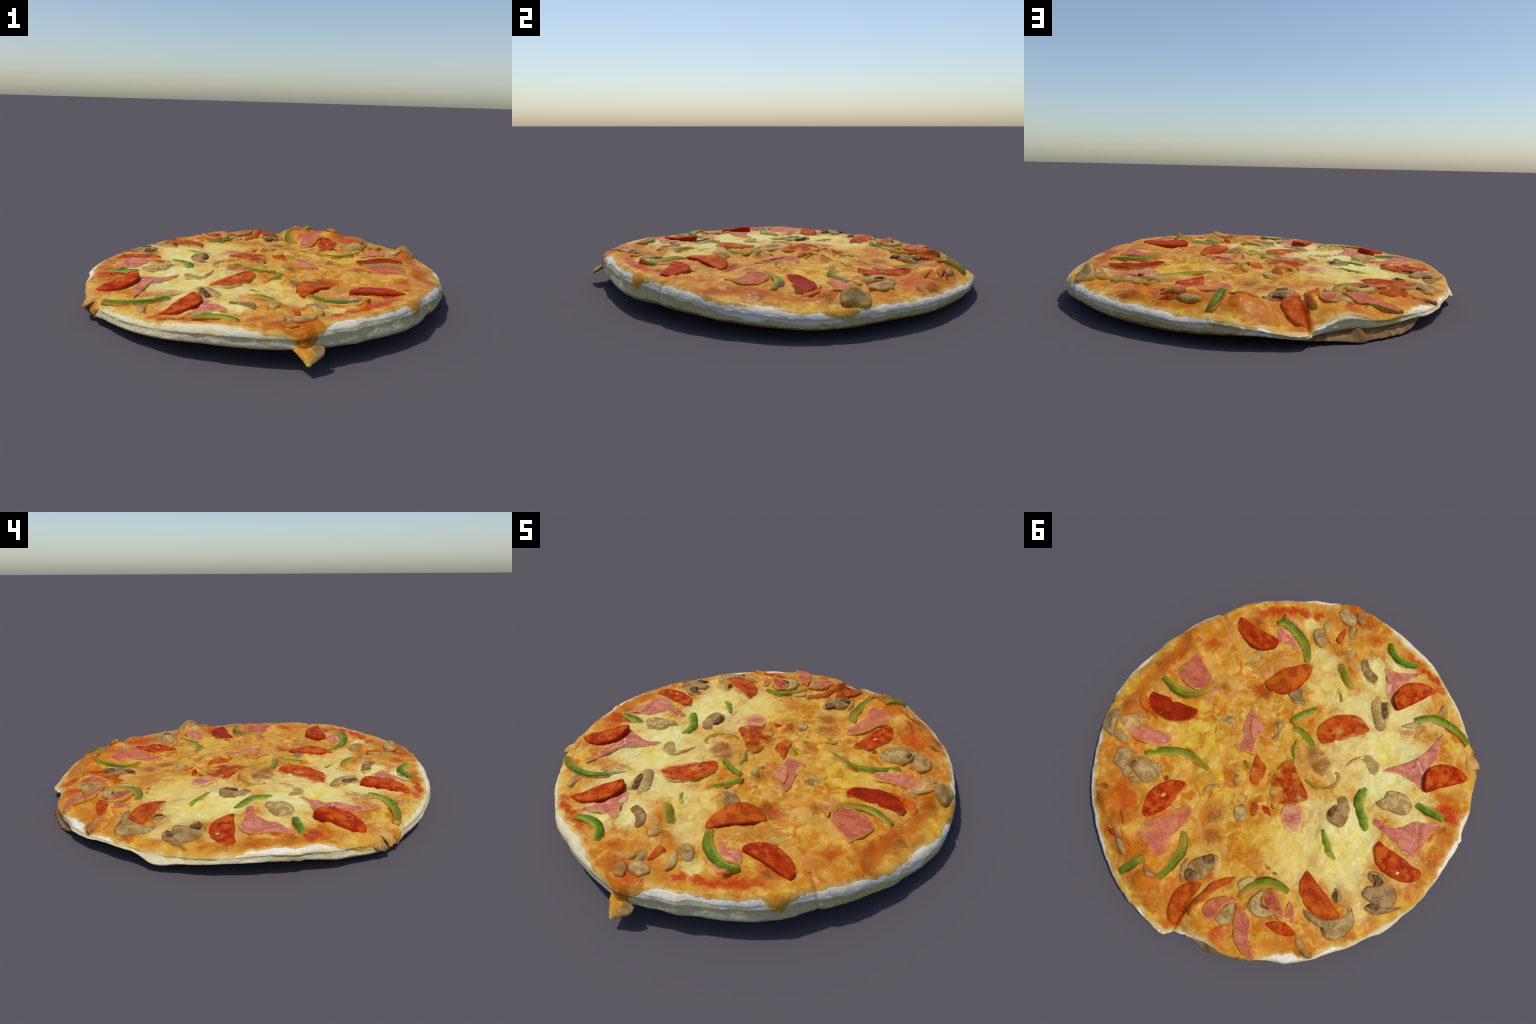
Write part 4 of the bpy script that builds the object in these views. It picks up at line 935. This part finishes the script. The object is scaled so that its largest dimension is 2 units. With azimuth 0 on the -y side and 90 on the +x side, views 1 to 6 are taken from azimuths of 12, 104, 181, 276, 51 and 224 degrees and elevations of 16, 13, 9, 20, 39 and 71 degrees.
def lay(kind, key, loop, thick, round_w, **more):
    how = dict(LIE.get(key, {}))
    SEED[0] += 1
    props = {"tone": float(how.pop("tone", .5)), "veil": float(how.pop("veil", .05))}
    how.setdefault("thick", thick)
    rng = np.random.default_rng(SEED[0] * 13)
    bend = {"pepperoni_slice": .0055, "ham_slice": .004, "mushroom_slice": .003}[kind]
    how.setdefault("cup", rng.uniform(-1, 1) * bend)
    how.setdefault("wave", {"pepperoni_slice": .0065, "ham_slice": .009, "mushroom_slice": .007}[kind])
    how.setdefault("tilt", tuple(rng.uniform(-.05, .05, 2) * (.4 if kind == "ham_slice" else 1)))
    if kind == "ham_slice":
        how["lift"] = how.get("lift", 0) + .004
    if kind == "mushroom_slice":
        how.setdefault("dome", .004)
    how.update(more)
    return slab(kind, loop, MATS[kind], round_w=round_w, seed=SEED[0], props=props, **how)


for key, spec in HAM.items():
    lay("ham_slice", key, smooth_loop(spec["outline"]), .0050, .006)
for key, spec in MUSHROOM.items():
    piece = lay("mushroom_slice", key, smooth_loop(spec["outline"]), .007, .011)
    how = LIE.get(key, {})
    for dark in GILLS.get(key, ()):
        slab("mushroom_gill_shade", smooth_loop(dark, .005), M_GILL_SHADE, .0035, .004, lift=how.get("lift", 0) + .0120, step=.006, seed=3, parent=piece)  # dark gill pieces; one only stands in for dark shading on its slice
for key, spec in PEPPERONI.items():
    lay("pepperoni_slice", key, smooth_loop(spec["outline"]), .0085, .007)

for key, spec in PEPPER.items():
    how = dict(LIE.get(key, {}))
    half = spec["half"]
    SEED[0] += 1
    path, side, loop = ribbon(spec, SEED[0])
    bend = np.sign(((path[len(path) // 2] - (path[0] + path[-1]) / 2) * side[len(path) // 2]).sum()) or 1

    def across(v, path=path, side=side, half=half, bend=bend):
        k = np.linalg.norm(v[:, None] - path[None], axis=-1).argmin(1)
        return {"across": -bend * ((v - path[k]) * side[k]).sum(1) / half, "along": np.clip((k / 43 - .45) * 2.2, -1, 1)}

    def across_signed(v, f=across, amber=how.get("amber", 0.)):
        out = f(v)
        out["along"] = np.clip(out["along"] * (1 if amber >= 0 else -1), 0, 1)
        return out

    amber = abs(how.pop("amber", 0.))
    props = {"tone": float(how.pop("tone", .3)), "veil": float(how.pop("veil", .03)), "amber": float(amber)}
    slab("green_pepper_strip", loop, M_PEPPER, how.pop("thick", .006), half * .7, seed=SEED[0], across=across_signed, props=props, dome=.007, step=.007, **how)

# --------------------------------------------------------------------------
# CHEESE THAT RAN OVER THE RIM, AND THE PAPER UNDERNEATH
# --------------------------------------------------------------------------


def tongue(name, spine, wide, deep, mat, seed=0, segments=28, parent=ROOT, props=None):
    """A soft lobe lofted along a spine; wide and deep are half sizes at the control points."""
    n = 40
    c = smooth_path(spine, n)
    wd, dp = smooth_path(np.c_[wide, deep], n).T
    tangent = np.gradient(c, axis=0)
    tangent /= np.linalg.norm(tangent, axis=1, keepdims=True)
    radial = np.array([c[:, 0].mean(), c[:, 1].mean(), 0])
    across = np.cross([0, 0, 1], radial)
    across /= np.linalg.norm(across)
    across = across[None] - (tangent @ across)[:, None] * tangent
    across /= np.linalg.norm(across, axis=1, keepdims=True)
    out = np.cross(tangent, across)
    a = np.linspace(0, 2 * np.pi, segments, endpoint=False)
    g = c[:, None] + across[:, None] * (np.cos(a)[None, :, None] * wd[:, None, None]) + out[:, None] * (np.sin(a)[None, :, None] * dp[:, None, None])
    g = g + .004 * noise(g * 40 + seed, 2)[..., None] * out[:, None]
    verts = np.vstack([g.reshape(-1, 3), c[:1], c[-1:]])
    faces = []
    for i in range(n - 1):
        for j in range(segments):
            k = (j + 1) % segments
            faces.append([i * segments + j, i * segments + k, (i + 1) * segments + k, (i + 1) * segments + j])
    for j in range(segments):
        k = (j + 1) % segments
        faces.append([n * segments, k, j])
        faces.append([n * segments + 1, (n - 1) * segments + j, (n - 1) * segments + k])
    return add(name, verts, faces, mat, parent, {"inset": np.full(len(verts), .05)}, props or {"veil": .2, "tone": .5})


tongue("cheese_drip", [(.340, -.928, .092), (.350, -.956, .078), (.356, -.978, .064), (.361, -.997, .047)], [.058, .042, .024, .007], [.012, .011, .009, .005], M_CHEESE, 1)
tongue("mushroom_slice", [(.385, -.920, .098), (.388, -.938, .084), (.378, -.964, .068), (.366, -.988, .052)], [.026, .026, .016, .005], [.008, .009, .008, .004], M_MUSHROOM, 2, props={"veil": .10, "tone": .3})
tongue("cheese_drip", [(-.665, -.665, .108), (-.696, -.692, .096), (-.716, -.702, .080), (-.733, -.706, .060)], [.046, .036, .022, .007], [.005, .009, .010, .006], M_CHEESE, 3)
tongue("cheese_drip", [(-.62, -.715, .106), (-.645, -.738, .086), (-.652, -.744, .060), (-.650, -.745, .036)], [.038, .032, .024, .010], [.004, .008, .009, .005], M_CHEESE, 4)
tongue("mushroom_slice", [(-.745, -.62, .080), (-.742, -.655, .066), (-.722, -.690, .050), (-.700, -.70, .034)], [.016, .020, .018, .007], [.005, .007, .007, .004], M_MUSHROOM, 5, props={"veil": .30, "tone": .5})

# crumpled sheet of brown paper stuck under the far side
PAPER_OUT = [(96, .965, .030), (101, .968, .022), (106, .960, .014), (111, .966, .008), (114.3, .988, .003), (117, .974, .006), (122, .972, .006), (127, .968, .006), (130, .958, .016), (134, .948, .036)]
t = np.linspace(96, 134, 110)
tab = np.array(PAPER_OUT)
ro, zo = np.interp(t, tab[:, 0], tab[:, 1]), np.interp(t, tab[:, 0], tab[:, 2])
ri = radius(t) - .030
ro = ro + .007 * noise(np.c_[t * 1.7, 0 * t, 0 * t + 5], 3)
zi = ring(t, RIM_BOTTOM) + .004 + .006 * noise(np.c_[t * .5, 0 * t, 0 * t + 3], 2)
rows = 14
f = np.linspace(0, 1, rows)[None, :]
ridge = .020 * np.exp(-((t - 114.3) / 1.2)**2)[:, None]
pr = ri[:, None] + (ro - ri)[:, None] * f
pz = zi[:, None] + (zo - zi)[:, None] * f**1.4 + ridge * np.sin(np.pi * f) + .004 * noise(np.stack(np.broadcast_arrays(t[:, None] * .6, f * 5, 0 * f + 8), -1), 2) * np.sin(np.pi * f)
pz = np.maximum(pz, .0012)
ct, st = np.cos(np.radians(t))[:, None], np.sin(np.radians(t))[:, None]
upper = np.stack([pr * ct, pr * st, pz + .0012], -1).reshape(-1, 3)
lower = np.stack([pr * ct, pr * st, pz - .0012], -1).reshape(-1, 3)
m = len(upper)
faces = []
for i in range(len(t) - 1):
    for j in range(rows - 1):
        a, b, c, d = i * rows + j, i * rows + j + 1, (i + 1) * rows + j + 1, (i + 1) * rows + j
        faces += [[a, b, c, d], [d + m, c + m, b + m, a + m]]
    a, d = i * rows + rows - 1, (i + 1) * rows + rows - 1
    faces.append([a, a + m, d + m, d])
    a, d = i * rows, (i + 1) * rows
    faces.append([d, d + m, a + m, a])
for i in (0, len(t) - 1):
    for j in range(rows - 1):
        a, b = i * rows + j, i * rows + j + 1
        faces.append([a, a + m, b + m, b])
add("brown_paper", np.vstack([upper, lower]), faces, M_PAPER)
